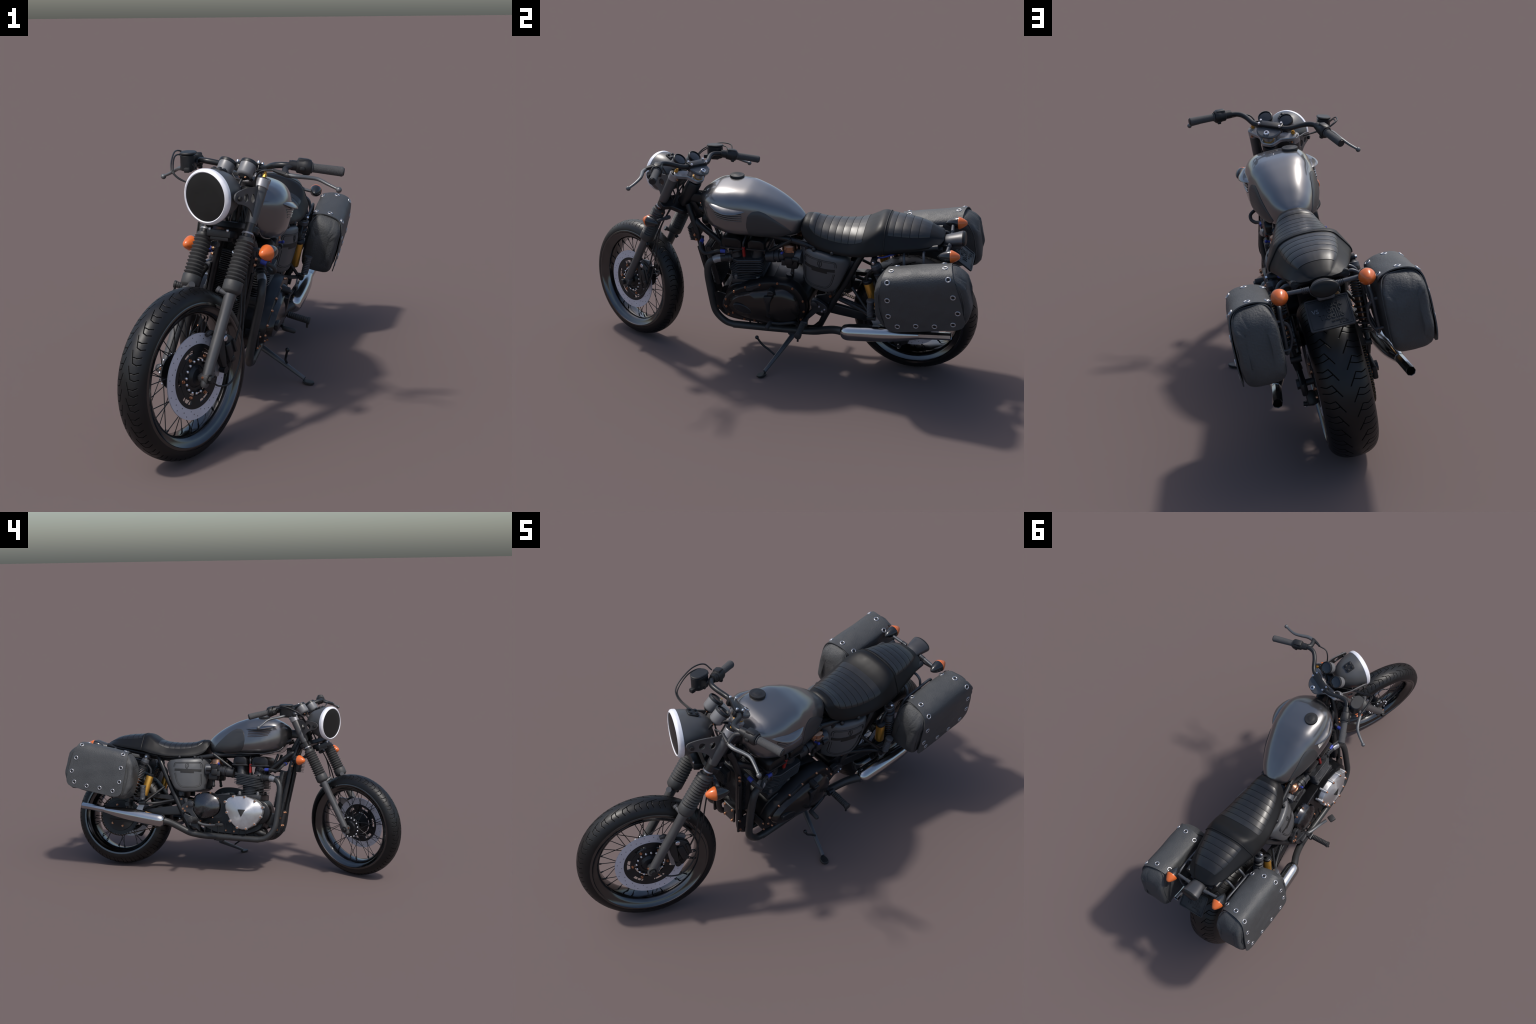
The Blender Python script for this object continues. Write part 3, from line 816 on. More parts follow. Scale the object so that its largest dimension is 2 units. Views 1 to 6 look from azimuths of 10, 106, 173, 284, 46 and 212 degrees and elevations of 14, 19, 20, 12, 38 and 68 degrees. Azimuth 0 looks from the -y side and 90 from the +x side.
# cables and hoses of the steering
cab = [
    ([(0.094, -0.575, 0.385), (0.100, -0.545, 0.470), (0.085, -0.515, 0.620), (0.060, -0.470, 0.740), (0.03, -0.43, 0.85), (-0.05, -0.43, 0.93)], 0.0035),
    ([(0.105, -0.725, 0.310), (0.108, -0.680, 0.272), (0.108, -0.610, 0.268), (0.104, -0.556, 0.330), (0.095, -0.520, 0.470), (0.088, -0.490, 0.66), (0.05, -0.45, 0.78), (0.02, -0.44, 0.88)], 0.0032),
    ([(-0.262, -0.375, 1.018), (-0.282, -0.405, 1.040), (-0.262, -0.460, 1.040), (-0.226, -0.520, 1.010), (-0.203, -0.545, 0.980), (-0.172, -0.538, 0.952), (-0.12, -0.505, 0.930), (-0.06, -0.46, 0.905)], 0.0030),
    ([(-0.252, -0.392, 1.010), (-0.268, -0.425, 1.028), (-0.245, -0.480, 1.024), (-0.214, -0.525, 0.994), (-0.194, -0.540, 0.968), (-0.160, -0.525, 0.944), (-0.10, -0.485, 0.925), (-0.05, -0.45, 0.90)], 0.0030),
    ([(0.176, -0.453, 0.996), (0.140, -0.470, 0.992), (0.110, -0.462, 0.965), (0.085, -0.440, 0.90), (0.05, -0.43, 0.82)], 0.0035),
    ([(0.045, -0.452, 0.962), (0.045, -0.474, 0.935), (0.05, -0.478, 0.89), (0.045, -0.480, 0.83), (0.03, -0.47, 0.78)], 0.005),
    ([(-0.045, -0.452, 0.962), (-0.04, -0.470, 0.93), (-0.03, -0.465, 0.88), (-0.02, -0.46, 0.80)], 0.005),
    ([(0.0, -0.455, 0.92), (0.02, -0.45, 0.90), (0.03, -0.44, 0.85), (0.0, -0.43, 0.80)], 0.006),
    ([(-0.02, -0.43, 0.975), (0.01, -0.44, 0.955), (0.06, -0.44, 0.96), (0.08, -0.42, 0.985), (0.10, -0.385, 0.99)], 0.0035),
]
cables = part('cable', cat(*[tube(p, r, 8, sub=8) for p, r in cab]), BLACKM, ROOT, True, 60)
# ------------------------------------------------------------------ fuel tank
#        y       half-width  top     bottom  shoulder exponent, height of the widest line
TANKT = [(-0.331, 0.004, 0.826, 0.812, 0.62, 0.55), (-0.3285, 0.020, 0.843, 0.802, 0.60, 0.56), (-0.318, 0.044, 0.866, 0.789, 0.56, 0.60), (-0.300, 0.077, 0.882, 0.764, 0.55, 0.61),
         (-0.270, 0.115, 0.901, 0.727, 0.54, 0.58), (-0.220, 0.142, 0.918, 0.708, 0.53, 0.50), (-0.160, 0.153, 0.922, 0.699, 0.52, 0.40), (-0.090, 0.149, 0.919, 0.697, 0.52, 0.335), (-0.020, 0.134, 0.902, 0.697, 0.56, 0.30),
         (0.045, 0.118, 0.8748, 0.696, 0.62, 0.295), (0.095, 0.097, 0.847, 0.694, 0.65, 0.33), (0.135, 0.077, 0.8175, 0.695, 0.66, 0.40), (0.162, 0.053, 0.795, 0.704, 0.66, 0.46), (0.178, 0.028, 0.779, 0.734, 0.62, 0.50), (0.186, 0.005, 0.768, 0.752, 0.60, 0.50)]

def tank_pt(y, a):
    """Tank surface: a = 0 at the crest, pi at the keel, x >= 0."""
    w, zt, zb, ex, q = smooth_table(TANKT, y)
    zm = zb + (zt - zb) * q
    s, c = np.sin(a), np.cos(a)
    up = c > 0
    x = w * np.where(up, np.abs(s) ** ex, np.abs(s) ** 0.48)
    z = zm + np.where(up, (zt - zm) * np.abs(c) ** 0.98, -(zm - zb) * np.abs(c) ** 0.80)
    return x, z

ys = np.concatenate([np.linspace(-0.331, -0.30, 16), np.linspace(-0.295, 0.15, 60), np.linspace(0.154, 0.186, 14)])
aa = np.linspace(0, 2 * math.pi, 128, endpoint=False)
rings = []
for y in ys:
    x, z = tank_pt(np.full(len(aa), y), np.where(aa <= math.pi, aa, 2 * math.pi - aa))
    rings.append(np.stack([np.where(aa <= math.pi, x, -x), np.full(len(aa), y), z], 1))
tank = part('fuel_tank', loft(rings), TANK, ROOT, angle=60)
def z_to_a(y, z):
    A = np.linspace(0.02, math.pi - 0.02, 300)
    zz = tank_pt(np.full(300, y), A)[1]
    return float(np.interp(-z, -zz, A))

# seam flange along the lower edge
for sg in (1, -1):
    pts = []
    for y in np.linspace(-0.285, 0.15, 24):
        zb = smooth_table(TANKT, np.array([y]))[2][0] + 0.005
        x = tank_pt(np.array([y]), np.array([z_to_a(y, zb)]))[0][0]
        pts.append((sg * (x + 0.0005), y, zb))
    part('tank_seam', tube(pts, 0.0036, 8, sub=2), TANK, tank)
# filler cap
cx, cyy = -0.066, -0.165
cap = part('fuel_cap', cat(lathe([(-0.012, 0.030), (0.004, 0.031), (0.005, 0.0345), (0.013, 0.0350), (0.0165, 0.0330), (0.0175, 0.028), (0.0165, 0.018), (0.0175, 0.016), (0.0175, 0.004)], (cx, cyy, 0.9120), (-0.13, 0.02, 0.985), 40)), BLACKM, tank, angle=40)

def patch(y0, y1, inside, off, bulge=0.0, nu=40, nv=26, a_of=None):
    """Slab that lies on the tank side; inside(u) gives the (a_low, a_high) limits for each station."""
    U = np.linspace(0, 1, nu)
    P = np.zeros((nu, nv, 3))
    Q = np.zeros((nu, nv, 3))
    for i, u in enumerate(U):
        y = y0 + (y1 - y0) * u
        a0, a1 = inside(u)
        A = np.linspace(a0, a1, nv)
        e = 1e-3
        x, z = tank_pt(np.full(nv, y), A)
        x2, z2 = tank_pt(np.full(nv, y), A + e)
        x3, z3 = tank_pt(np.full(nv, y + e), A)
        ta = np.stack([x2 - x, np.zeros(nv), z2 - z], 1)
        ty = np.stack([x3 - x, np.full(nv, e), z3 - z], 1)
        n = np.cross(ta, ty)
        n /= np.linalg.norm(n, axis=1)[:, None]
        n *= np.sign(n[:, :1] + 1e-9)
        B = np.stack([x, np.full(nv, y), z], 1)
        v = np.linspace(-1, 1, nv)
        edge = min(1, 4 * min(u, 1 - u) + 0.02) * np.minimum(1, 5 * (1 - np.abs(v)) + 0.02)
        P[i] = B - n * 0.003
        Q[i] = B + n * (off + bulge * np.sqrt(edge))[:, None]
    return thick_grid(P, Q)

# knee pads: teardrop, blunt end forward
PADT = [(0.0, 0.790, 0.770), (0.02, 0.818, 0.745), (0.06, 0.832, 0.728), (0.14, 0.844, 0.713), (0.26, 0.846, 0.706), (0.40, 0.836, 0.703), (0.56, 0.815, 0.702), (0.72, 0.789, 0.705), (0.86, 0.764, 0.712), (0.95, 0.746, 0.720), (1.0, 0.733, 0.728)]
def pad_lim(u):
    hi, lo = smooth_table(PADT, np.array([u]))
    y = -0.066 + 0.196 * u
    return z_to_a(y, hi[0]), z_to_a(y, lo[0])
pad = patch(-0.066, 0.130, pad_lim, 0.0012, 0.0035)
for sg in (1, -1):
    part('knee_pad', sided(pad, sg), PAD, tank, angle=40)

# winged tank badge: pointed blade over a short grille
BT = [(0.0, 0.001, 0.000), (0.10, 0.010, 0.008), (0.30, 0.022, 0.0135), (0.5, 0.026, 0.0140), (0.7, 0.022, 0.0110), (0.88, 0.012, 0.006), (1.0, 0.001, 0.001)]
for sg in (1, -1):
    rr = []
    for u in np.linspace(0, 1, 25):
        d, h = smooth_table(BT, np.array([u]))
        y = -0.250 + 0.178 * u
        z = 0.866 - 0.020 * u - 0.007 * math.sin(u * math.pi)
        zt = z + h[0] * 0.9
        xt = tank_pt(np.array([y]), np.array([z_to_a(y, zt)]))[0][0]
        zl = z - h[0] * 0.7
        xl = tank_pt(np.array([y]), np.array([z_to_a(y, zl)]))[0][0]
        m = max(xt, xl)
        rr.append([(xt - 0.006, y, zt), (xt + 0.001 + d[0] * 0.25, y, zt), (m + d[0] * 0.75, y, z + h[0] * 0.15), (m + d[0] * 0.98, y, z - h[0] * 0.28),
                   (m + d[0], y, z - h[0] * 0.40), (m + d[0] * 0.92, y, z - h[0] * 0.55), (xl + d[0] * 0.2, y, zl), (xl - 0.006, y, zl)])
    bd = part('tank_badge', sided(loft(rr), sg), TANK, tank, angle=40)
    gr = []
    for k in range(4):
        z = 0.842 - 0.0105 * k
        y0, y1 = -0.226 + 0.006 * k, -0.088 + 0.001 * k
        pts = []
        for u in np.linspace(0, 1, 9):
            y = y0 + (y1 - y0) * u
            zz = z - 0.010 * math.sin(u * math.pi * 0.6)
            x = tank_pt(np.array([y]), np.array([z_to_a(y, zz)]))[0][0]
            pts.append((x + (0.0055 - 0.0014 * k) * math.sin(math.pi * (0.05 + 0.90 * u)) - 0.001, y, zz))
        gr.append(tube(pts, 0.0042 - 0.0003 * k, 8, sub=2))
    part('badge_grille', sided(cat(*gr), sg), TANK, bd)

# ------------------------------------------------------------------ seat
#        y     hem half-width, hem z, crest z, shoulder half-width, shoulder z
SEATT = [(0.172, 0.062, 0.742, 0.764, 0.046, 0.756), (0.180, 0.075, 0.722, 0.776, 0.059, 0.755), (0.195, 0.086, 0.703, 0.782, 0.068, 0.752), (0.222, 0.098, 0.686, 0.780, 0.078, 0.742), (0.260, 0.113, 0.675, 0.767, 0.090, 0.728),
         (0.305, 0.127, 0.671, 0.761, 0.101, 0.720), (0.360, 0.139, 0.669, 0.759, 0.111, 0.716), (0.410, 0.148, 0.670, 0.761, 0.118, 0.718), (0.455, 0.154, 0.675, 0.767, 0.124, 0.731), (0.495, 0.156, 0.681, 0.782, 0.126, 0.752),
         (0.520, 0.157, 0.686, 0.797, 0.121, 0.769), (0.540, 0.157, 0.692, 0.809, 0.115, 0.781), (0.556, 0.156, 0.696, 0.813, 0.111, 0.784), (0.572, 0.152, 0.699, 0.811, 0.109, 0.780), (0.600, 0.145, 0.703, 0.808, 0.105, 0.774),
         (0.650, 0.134, 0.711, 0.805, 0.099, 0.770), (0.700, 0.123, 0.717, 0.799, 0.090, 0.766), (0.745, 0.111, 0.723, 0.789, 0.076, 0.763), (0.780, 0.099, 0.728, 0.775, 0.062, 0.757), (0.805, 0.085, 0.731, 0.762, 0.049, 0.750), (0.822, 0.066, 0.734, 0.751, 0.038, 0.744), (0.830, 0.042, 0.736, 0.744, 0.022, 0.741)]

def seat_ring(y, n=17):
    """Upper contour from crest (x = 0) over the shoulder crease down to the hem, x >= 0; returns (n, 2)."""
    wb, zb, zt, ws, zs = [q[0] for q in smooth_table(SEATT, np.array([y]))]
    h = zt - zs
    top = spline([(0, zt), (ws * 0.35, zt - 0.06 * h), (ws * 0.70, zt - 0.32 * h), (ws * 0.90, zt - 0.66 * h), (ws, zs)], 6)
    side = spline([(ws, zs), (ws + (wb - ws) * 0.55, zs - (zs - zb) * 0.42), (wb * 0.995, zs - (zs - zb) * 0.80), (wb, zb)], 5)[1:]
    c = np.concatenate([top, side])
    k = len(top)
    s = np.concatenate([[0], np.cumsum(np.hypot(*np.diff(c, axis=0).T))])
    m = int(n * 0.68)
    t = np.concatenate([np.linspace(0, s[k - 1], m), np.linspace(s[k - 1], s[-1], n - m + 1)[1:]])
    return np.stack([np.interp(t, s, c[:, 0]), np.interp(t, s, c[:, 1])], 1)

rings = []
ysq = np.concatenate([np.linspace(0.172, 0.20, 8), np.linspace(0.208, 0.80, 74), np.linspace(0.806, 0.830, 8)])
for y in ysq:
    c = seat_ring(y, 25)
    right = [(-x, y, z) for x, z in c[:0:-1]]
    left = [(x, y, z) for x, z in c]
    zb = c[-1, 1]
    w = c[-1, 0]
    under = [(w * 0.9, y, zb - 0.004), (0, y, zb + 0.0), (-w * 0.9, y, zb - 0.004)]
    rings.append(left + under + right)
seat = part('seat', loft(rings), SEATM, ROOT, angle=32)

def seat_strip(y0, y1, lim, off=0.0020, nu=7, nv=45):
    P = np.zeros((nu, nv, 3))
    Q = np.zeros((nu, nv, 3))
    for i, u in enumerate(np.linspace(0, 1, nu)):
        y = y0 + (y1 - y0) * u
        c = seat_ring(y, 61)
        zl = lim(y)
        k = np.interp(-zl, -c[:, 1], np.arange(61))
        t = np.abs(np.linspace(-k, k, nv))
        sgn = np.sign(np.linspace(-1, 1, nv))
        x = np.interp(t, np.arange(61), c[:, 0])
        z = np.interp(t, np.arange(61), c[:, 1])
        dx = np.interp(np.minimum(t + 0.5, 60), np.arange(61), c[:, 0]) - np.interp(np.maximum(t - 0.5, 0), np.arange(61), c[:, 0])
        dz = np.interp(np.minimum(t + 0.5, 60), np.arange(61), c[:, 1]) - np.interp(np.maximum(t - 0.5, 0), np.arange(61), c[:, 1])
        l = np.hypot(dx, dz)
        nxx, nzz = -dz / l, dx / l
        b = off * (math.sin(math.pi * (0.10 + 0.80 * u)) ** 0.30) * np.minimum(1, 10 * (1 - np.abs(np.linspace(-1, 1, nv))) + 0.35)
        P[i] = np.stack([x * sgn, np.full(nv, y), z], 1) - np.stack([nxx * sgn, np.zeros(nv), nzz], 1) * 0.003
        Q[i] = np.stack([(x + nxx * b) * sgn, np.full(nv, y), z + nzz * b], 1)
    return thick_grid(P, Q)

def insert_edge(y):
    """Lower border of the ribbed insert: on the shoulder crease, rounded off at the ends."""
    zt, zs = [q[0] for q in smooth_table(SEATT, np.array([y]))][2:5:2]
    zt = smooth_table(SEATT, np.array([y]))[2][0]
    zs = smooth_table(SEATT, np.array([y]))[4][0]
    k = max(0.0, (0.245 - y) / 0.05, (y - 0.462) / 0.05 if y < 0.55 else 0.0, (y - 0.745) / 0.07) ** 2
    return zs + min(0.9, k) * (zt - zs) + 0.0005
edgesF = [0.212, 0.242, 0.275, 0.308, 0.341, 0.374, 0.407, 0.440, 0.474]
edgesR = [0.586, 0.612, 0.648, 0.684, 0.722, 0.772]
for ed in (edgesF, edgesR):
    for a, b in zip(ed, ed[1:]):
        part('seat_rib', seat_strip(a + 0.0013, b - 0.0013, insert_edge), SEATTOP, seat, angle=50)
# piping seam between seat and tail hump
c = seat_ring(0.574, 30)
part('seat_piping', tube([(-x * 1.003, 0.574 + 0.02 * (1 - (z - c[-1, 1]) / (c[0, 1] - c[-1, 1])) * 0, z + 0.0006) for x, z in c[:0:-1]] + [(x * 1.003, 0.574, z + 0.0006) for x, z in c], 0.0032, 8, sub=1), SEATM, seat)

# ------------------------------------------------------------------ side covers
COV = roundpoly([(0.158, 0.650), (0.172, 0.664), (0.300, 0.660), (0.400, 0.647), (0.420, 0.622), (0.395, 0.560), (0.368, 0.500), (0.345, 0.470), (0.300, 0.458), (0.240, 0.461), (0.188, 0.474), (0.178, 0.520), (0.163, 0.600)], 0.016, 4)
INS = roundpoly([(0.198, 0.640), (0.358, 0.634), (0.360, 0.600), (0.336, 0.515), (0.312, 0.487), (0.232, 0.487), (0.198, 0.500)], [0.02, 0.02, 0.01, 0.016, 0.02, 0.02, 0.02], 6)
COVX = [(0.148, 0.042), (0.158, 0.054), (0.170, 0.070), (0.185, 0.093), (0.210, 0.122), (0.245, 0.143), (0.280, 0.154), (0.320, 0.161), (0.350, 0.161), (0.380, 0.152), (0.410, 0.134), (0.430, 0.118)]
def cover_x(y, z):
    """Bowed outer face of the side cover, wrapping inwards at its front edge and rolling in at the top."""
    y = np.asarray(y, float)
    dz = np.asarray(z, float) - 0.57
    return smooth_table(COVX, np.clip(y, 0.148, 0.430))[0] - 1.6 * np.maximum(dz, 0) ** 2 - 0.4 * np.minimum(dz, 0) ** 2
def bow(g):
    v, f = g
    v = v.copy()
    v[:, 0] += cover_x(v[:, 1], v[:, 2])
    return v, f
def band(outline, width, x0, x1):
    o = np.asarray(outline)
    i = inset(o, width)
    r = []
    for q, x in ((o, x0), (o, x1), (i, x1), (i, x0)):
        r.append(np.stack([np.full(len(q), x), q[:, 0], q[:, 1]], 1))
    v, f = [], []
    n = len(o)
    for a in range(4):
        b = (a + 1) % 4
        for j in range(n):
            f.append((a * n + j, a * n + (j + 1) % n, b * n + (j + 1) % n, b * n + j))
    return np.concatenate(r), f
def dense(poly, step=0.006):
    P = np.asarray(poly)
    out = []
    for i in range(len(P)):
        a, b = P[i], P[(i + 1) % len(P)]
        n = max(1, int(np.linalg.norm(b - a) / step))
        out += [a + (b - a) * k / n for k in range(n)]
    return np.array(out)
def cut_band(outline, width, x, gap):
    """Raised line following an outline, interrupted where gap(y, z) holds."""
    o = dense(outline, 0.004)
    keep = [not gap(*p) for p in o]
    n = len(o)
    start = next(i for i in range(n) if not keep[i - 1] and keep[i])
    runs, cur = [], []
    for k in range(n):
        i = (start + k) % n
        if keep[i]:
            cur.append(o[i])
        elif cur:
            runs.append(cur)
            cur = []
    if cur:
        runs.append(cur)
    return cat(*[tube([(cover_x(p[0], p[1]) + x, p[0], p[1]) for p in r], width, 6, smooth=False, flat=1.0) for r in runs if len(r) > 2])

for sg in (1, -1):
    cv = []
    dc = dense(COV)
    for x, i in ((-0.075, 0.012), (-0.030, 0.001), (-0.012, 0.0), (-0.004, 0.003), (0.0, 0.009), (0.0005, 0.03), (0.0008, 0.06), (0.001, 0.085)):
        q = dc + (inset(dc, 0.001) - dc) * 0
        ctr = vec((0.283, 0.565))
        rad = np.linalg.norm(dc - ctr, axis=1)
        q = ctr + (dc - ctr) * ((rad - i) / rad)[:, None]
        cv.append(np.stack([x + cover_x(q[:, 0], q[:, 1]) * (1 if x > -0.02 else 1), q[:, 0], q[:, 1]], 1))
    co = part('side_cover', sided(loft(cv), sg), COVERM, ROOT, angle=40)
    gap = lambda y, z: 0.574 < z < 0.606
    part('cover_line', sided(cut_band(INS, 0.0017, 0.0004, gap), sg), COVERLINE, co)
    part('cover_line', sided(cut_band(inset(INS, 0.0065), 0.0010, 0.0005, gap), sg), COVERLINE, co)
    # dark bar with lower step
    for (ya, yb, za, zb) in ((0.200, 0.353, 0.583, 0.597), (0.238, 0.316, 0.573, 0.5835)):
        g_ = thick_grid(*[np.array([[(float(cover_x(y, z)) + xo, y, z) for z in np.linspace(za, zb, 4)] for y in np.linspace(ya, yb, 16)]) for xo in (-0.002, 0.0018)])
        part('cover_bar', sided(g_, sg), COVERLINE, co, angle=30)
    sh = [(0.286, 0.629), (0.280, 0.632), (0.272, 0.628), (0.269, 0.614), (0.276, 0.602), (0.279, 0.598), (0.285, 0.603), (0.290, 0.616)]
    so = dense(sh, 0.002)
    part('shield_emblem', sided(cat(tube([(cover_x(p[0], p[1]) + 0.0008, p[0], p[1]) for p in np.concatenate([so, so[:1]])], 0.0016, 6, smooth=False),
                                    tube([(cover_x(0.28, z) + 0.0008, 0.279 + 0.002 * math.sin(z * 500), z) for z in np.linspace(0.603, 0.627, 8)], 0.0015, 6, smooth=False)), sg), COVERLINE, co)
    part('cover_tab', sided(cat(box((0.118, 0.318, 0.448), (0.008, 0.034, 0.030), 0.006), lathe([(0, 0.0085), (0.008, 0.0085)], (0.120, 0.318, 0.442), (1, 0, 0), 20)), sg), DARKMETAL, co)
    for yy in (0.245, 0.335):
        part('rubber_plug', sided(ball((cover_x(yy, 0.66) - 0.016, yy, 0.668), 0.010, 12), sg), BLACKM, co)
# ------------------------------------------------------------------ engine
CASE = roundpoly([(-0.200, 0.400), (-0.150, 0.440), (-0.050, 0.450), (0.060, 0.452), (0.150, 0.436), (0.215, 0.395), (0.220, 0.330), (0.190, 0.270), (0.100, 0.225), (-0.080, 0.215), (-0.180, 0.250), (-0.210, 0.320)], 0.03, 5)
eng = part('engine', plate(CASE, [(-0.128, 0.004), (-0.124, 0), (0.124, 0), (0.128, 0.004)]), ENGBLK, ROOT)
part('sump', cat(box((0, -0.02, 0.212), (0.150, 0.26, 0.05), 0.012), box((0, 0.12, 0.225), (0.17, 0.12, 0.06), 0.012)), BLACKM, eng)
ribs = [box((sx * 0.126, y, 0.245), (0.010, 0.008, 0.07), 0.002) for sx in (1, -1) for y in np.linspace(-0.09, 0.16, 7)]
part('case_rib', cat(*ribs), ENGBLK, eng)
part('oil_filter', cat(lathe([(-0.060, 0.030), (-0.056, 0.034), (0.03, 0.034)], (-0.03, -0.165, 0.232), (1, 0, 0), 28), tube([(-0.10, -0.150, 0.240), (-0.105, -0.175, 0.235), (-0.095, -0.20, 0.225)], 0.018, 14)), BLACKM, eng)
part('starter_motor', cat(lathe([(-0.075, 0.020), (-0.07, 0.034), (0.05, 0.036)], (-0.02, -0.225, 0.315), (1, 0, 0), 28)), BLACKM, eng)
part('gearbox_top', cat(box((0.0, 0.100, 0.440), (0.15, 0.15, 0.022), 0.010, RX(-12)), lathe([(0, 0.020), (0.022, 0.018)], (0.03, 0.10, 0.44), (0, 0, 1), 18)), DARKMETAL, eng)

# clutch cover, bright brushed aluminium with eleven bosses (right side)
CB = [(-0.018, 0.444), (-0.086, 0.442), (-0.150, 0.420), (-0.198, 0.384), (-0.187, 0.328), (-0.152, 0.285), (-0.102, 0.256), (-0.049, 0.261), (-0.004, 0.298), (0.018, 0.348), (0.031, 0.410)]
co_ = spline([(-0.052, 0.446), (-0.118, 0.437), (-0.176, 0.407), (-0.199, 0.360), (-0.175, 0.305), (-0.130, 0.268), (-0.078, 0.252), (-0.027, 0.276), (0.006, 0.322), (0.028, 0.380), (0.014, 0.430)], 7, True)
cc = vec((-0.082, 0.352))
def cover(name, outline, ctr, layers, m, parent, ax=-1, centre_cone=None, angle=30):
    P = np.asarray(outline)
    rad = np.linalg.norm(P - ctr, axis=1)
    rr = []
    for x, i in layers:
        k = np.clip((rad - i) / rad, 0.0, None) if i < 1 else np.full(len(P), i - 1)
        q = ctr + (P - ctr) * k[:, None]
        rr.append(np.stack([np.full(len(P), ax * x), q[:, 0], q[:, 1]], 1))
    return part(name, loft(rr), m, parent, angle=angle, keep_origin=(ax * layers[-1][0], ctr[0], ctr[1]))
clutch = cover('clutch_cover', co_, cc, [(0.140, -0.002), (0.168, -0.001), (0.174, 0.002), (0.177, 0.007), (0.185, 1.60), (0.1905, 1.30), (0.1945, 1.05)], ALU, eng)
part('clutch_case', plate(inset(co_, -0.008), [(-0.110, 0.0), (-0.146, 0.0), (-0.149, 0.004)]), ENGBLK, eng)
gs = []
for y, z in CB:
    d = vec((y, z)) - cc
    d /= np.linalg.norm(d)
    gs.append(lathe([(0.135, 0.0095), (0.176, 0.0088), (0.179, 0.0075)], (0, y - d[0] * 0.001, z - d[1] * 0.001), (-1, 0, 0), 18))
    bolt((-0.180, y, z), (-1, 0, 0), clutch, s=0.95)
part('cover_boss', cat(*gs), ALU, clutch)
tri = roundpoly([(-0.051, 0.369), (-0.099, 0.369), (-0.074, 0.325)], 0.006, 4)
part('triangle_emblem', plate(tri, [(-0.186, 0), (-0.1945, 0), (-0.1952, 0.001)]), COVERLINE, clutch)

# generator cover behind it
ao = spline([(0.155, 0.462), (0.095, 0.440), (0.066, 0.395), (0.074, 0.345), (0.120, 0.312), (0.180, 0.300), (0.228, 0.330), (0.243, 0.380), (0.225, 0.440)], 7, True)
alt = cover('generator_cover', ao, vec((0.170, 0.384)), [(0.100, -0.004), (0.118, -0.003), (0.124, 0.001), (0.142, 0.006), (0.150, 0.016), (0.156, 1.50), (0.160, 1.25), (0.163, 1.04)], DARKALU, eng)
for a in (75, 35, -5, -60, 115):
    bolt((-0.122, 0.158 - 0.088 * math.cos(D(a)), 0.382 + 0.080 * math.sin(D(a))), (-1, 0, 0), alt, s=0.95)
for p in ((0.19, 0.290), (0.075, 0.287), (0.03, 0.240), (-0.02, 0.236), (0.13, 0.272)):
    bolt((-0.128, p[0], p[1]), (-1, 0, 0), eng, s=0.9)
part('gearbox_cover', plate(roundpoly([(0.05, 0.325), (0.05, 0.255), (0.20, 0.262), (0.225, 0.31)], 0.015, 4), [(-0.10, 0), (-0.124, 0), (-0.128, 0.006)]), BLACK, eng)
# round case nose in front of the clutch cover
part('crank_cover', cat(lathe([(0, 0.072), (0.055, 0.070), (0.060, 0.062), (0.061, 0.02)], (-0.085, -0.165, 0.355), (-1, 0, 0), 40)), ENGBLK, eng, angle=40)

# primary cover (left): wide egg with polished inner face, cone and oval
PB = [(0.148, 0.471), (0.075, 0.491), (-0.013, 0.473), (-0.086, 0.449), (-0.146, 0.415), (-0.191, 0.366), (-0.191, 0.324), (-0.160, 0.290), (-0.052, 0.258), (0.182, 0.296), (0.198, 0.345), (0.196, 0.405)]
po = spline([(0.110, 0.492), (0.030, 0.490), (-0.050, 0.465), (-0.120, 0.438), (-0.175, 0.398), (-0.203, 0.345), (-0.190, 0.295), (-0.130, 0.265), (-0.050, 0.248), (0.055, 0.245), (0.140, 0.262), (0.192, 0.305), (0.208, 0.370), (0.190, 0.432), (0.158, 0.472)], 6, True)
prim = cover('primary_cover', po, vec((0.02, 0.365)), [(0.115, -0.003), (0.156, -0.002), (0.164, 0.002), (0.1675, 0.008), (0.168, 0.02), (0.168, 1.4), (0.168, 1.05)], ENGBLK, eng, 1)
ip = spline([(0.105, 0.462), (0.040, 0.452), (-0.060, 0.430), (-0.140, 0.400), (-0.178, 0.350), (-0.160, 0.312), (-0.100, 0.285), (-0.020, 0.268), (0.070, 0.258), (0.150, 0.285), (0.180, 0.345), (0.165, 0.420)], 6, True)
gl = cover('primary_face', ip, vec((0.072, 0.345)), [(0.164, -0.002), (0.177, 0.001), (0.191, 0.012), (0.202, 1.66), (0.208, 1.34), (0.212, 1.04)], BLACKCOVER, prim, 1, angle=40)
ov = np.array([(-0.098 + 0.046 * math.cos(t) - 0.008 * math.sin(t), 0.346 + 0.026 * math.sin(t) - 0.008 * math.cos(t)) for t in np.linspace(0, 2 * math.pi, 40, endpoint=False)])
part('inspection_cap', plate(ov, [(0.168, 0), (0.2035, 0), (0.206, 0.003), (0.2065, 0.012)]), BLACK, gl)
part('cover_rib', plate(roundpoly([(0.012, 0.432), (0.058, 0.440), (0.044, 0.395), (0.044, 0.316), (0.024, 0.316), (0.022, 0.395)], 0.006, 3), [(0.17, 0), (0.2085, 0), (0.2105, 0.003)]), BLACK, gl)
part('oil_filler', cat(lathe([(0.160, 0.016), (0.202, 0.016), (0.205, 0.012)], (0, 0.048, 0.452), (1, 0, 0), 12), box((0.206, 0.048, 0.452), (0.012, 0.030, 0.008), 0.003)), BLACKM, gl)
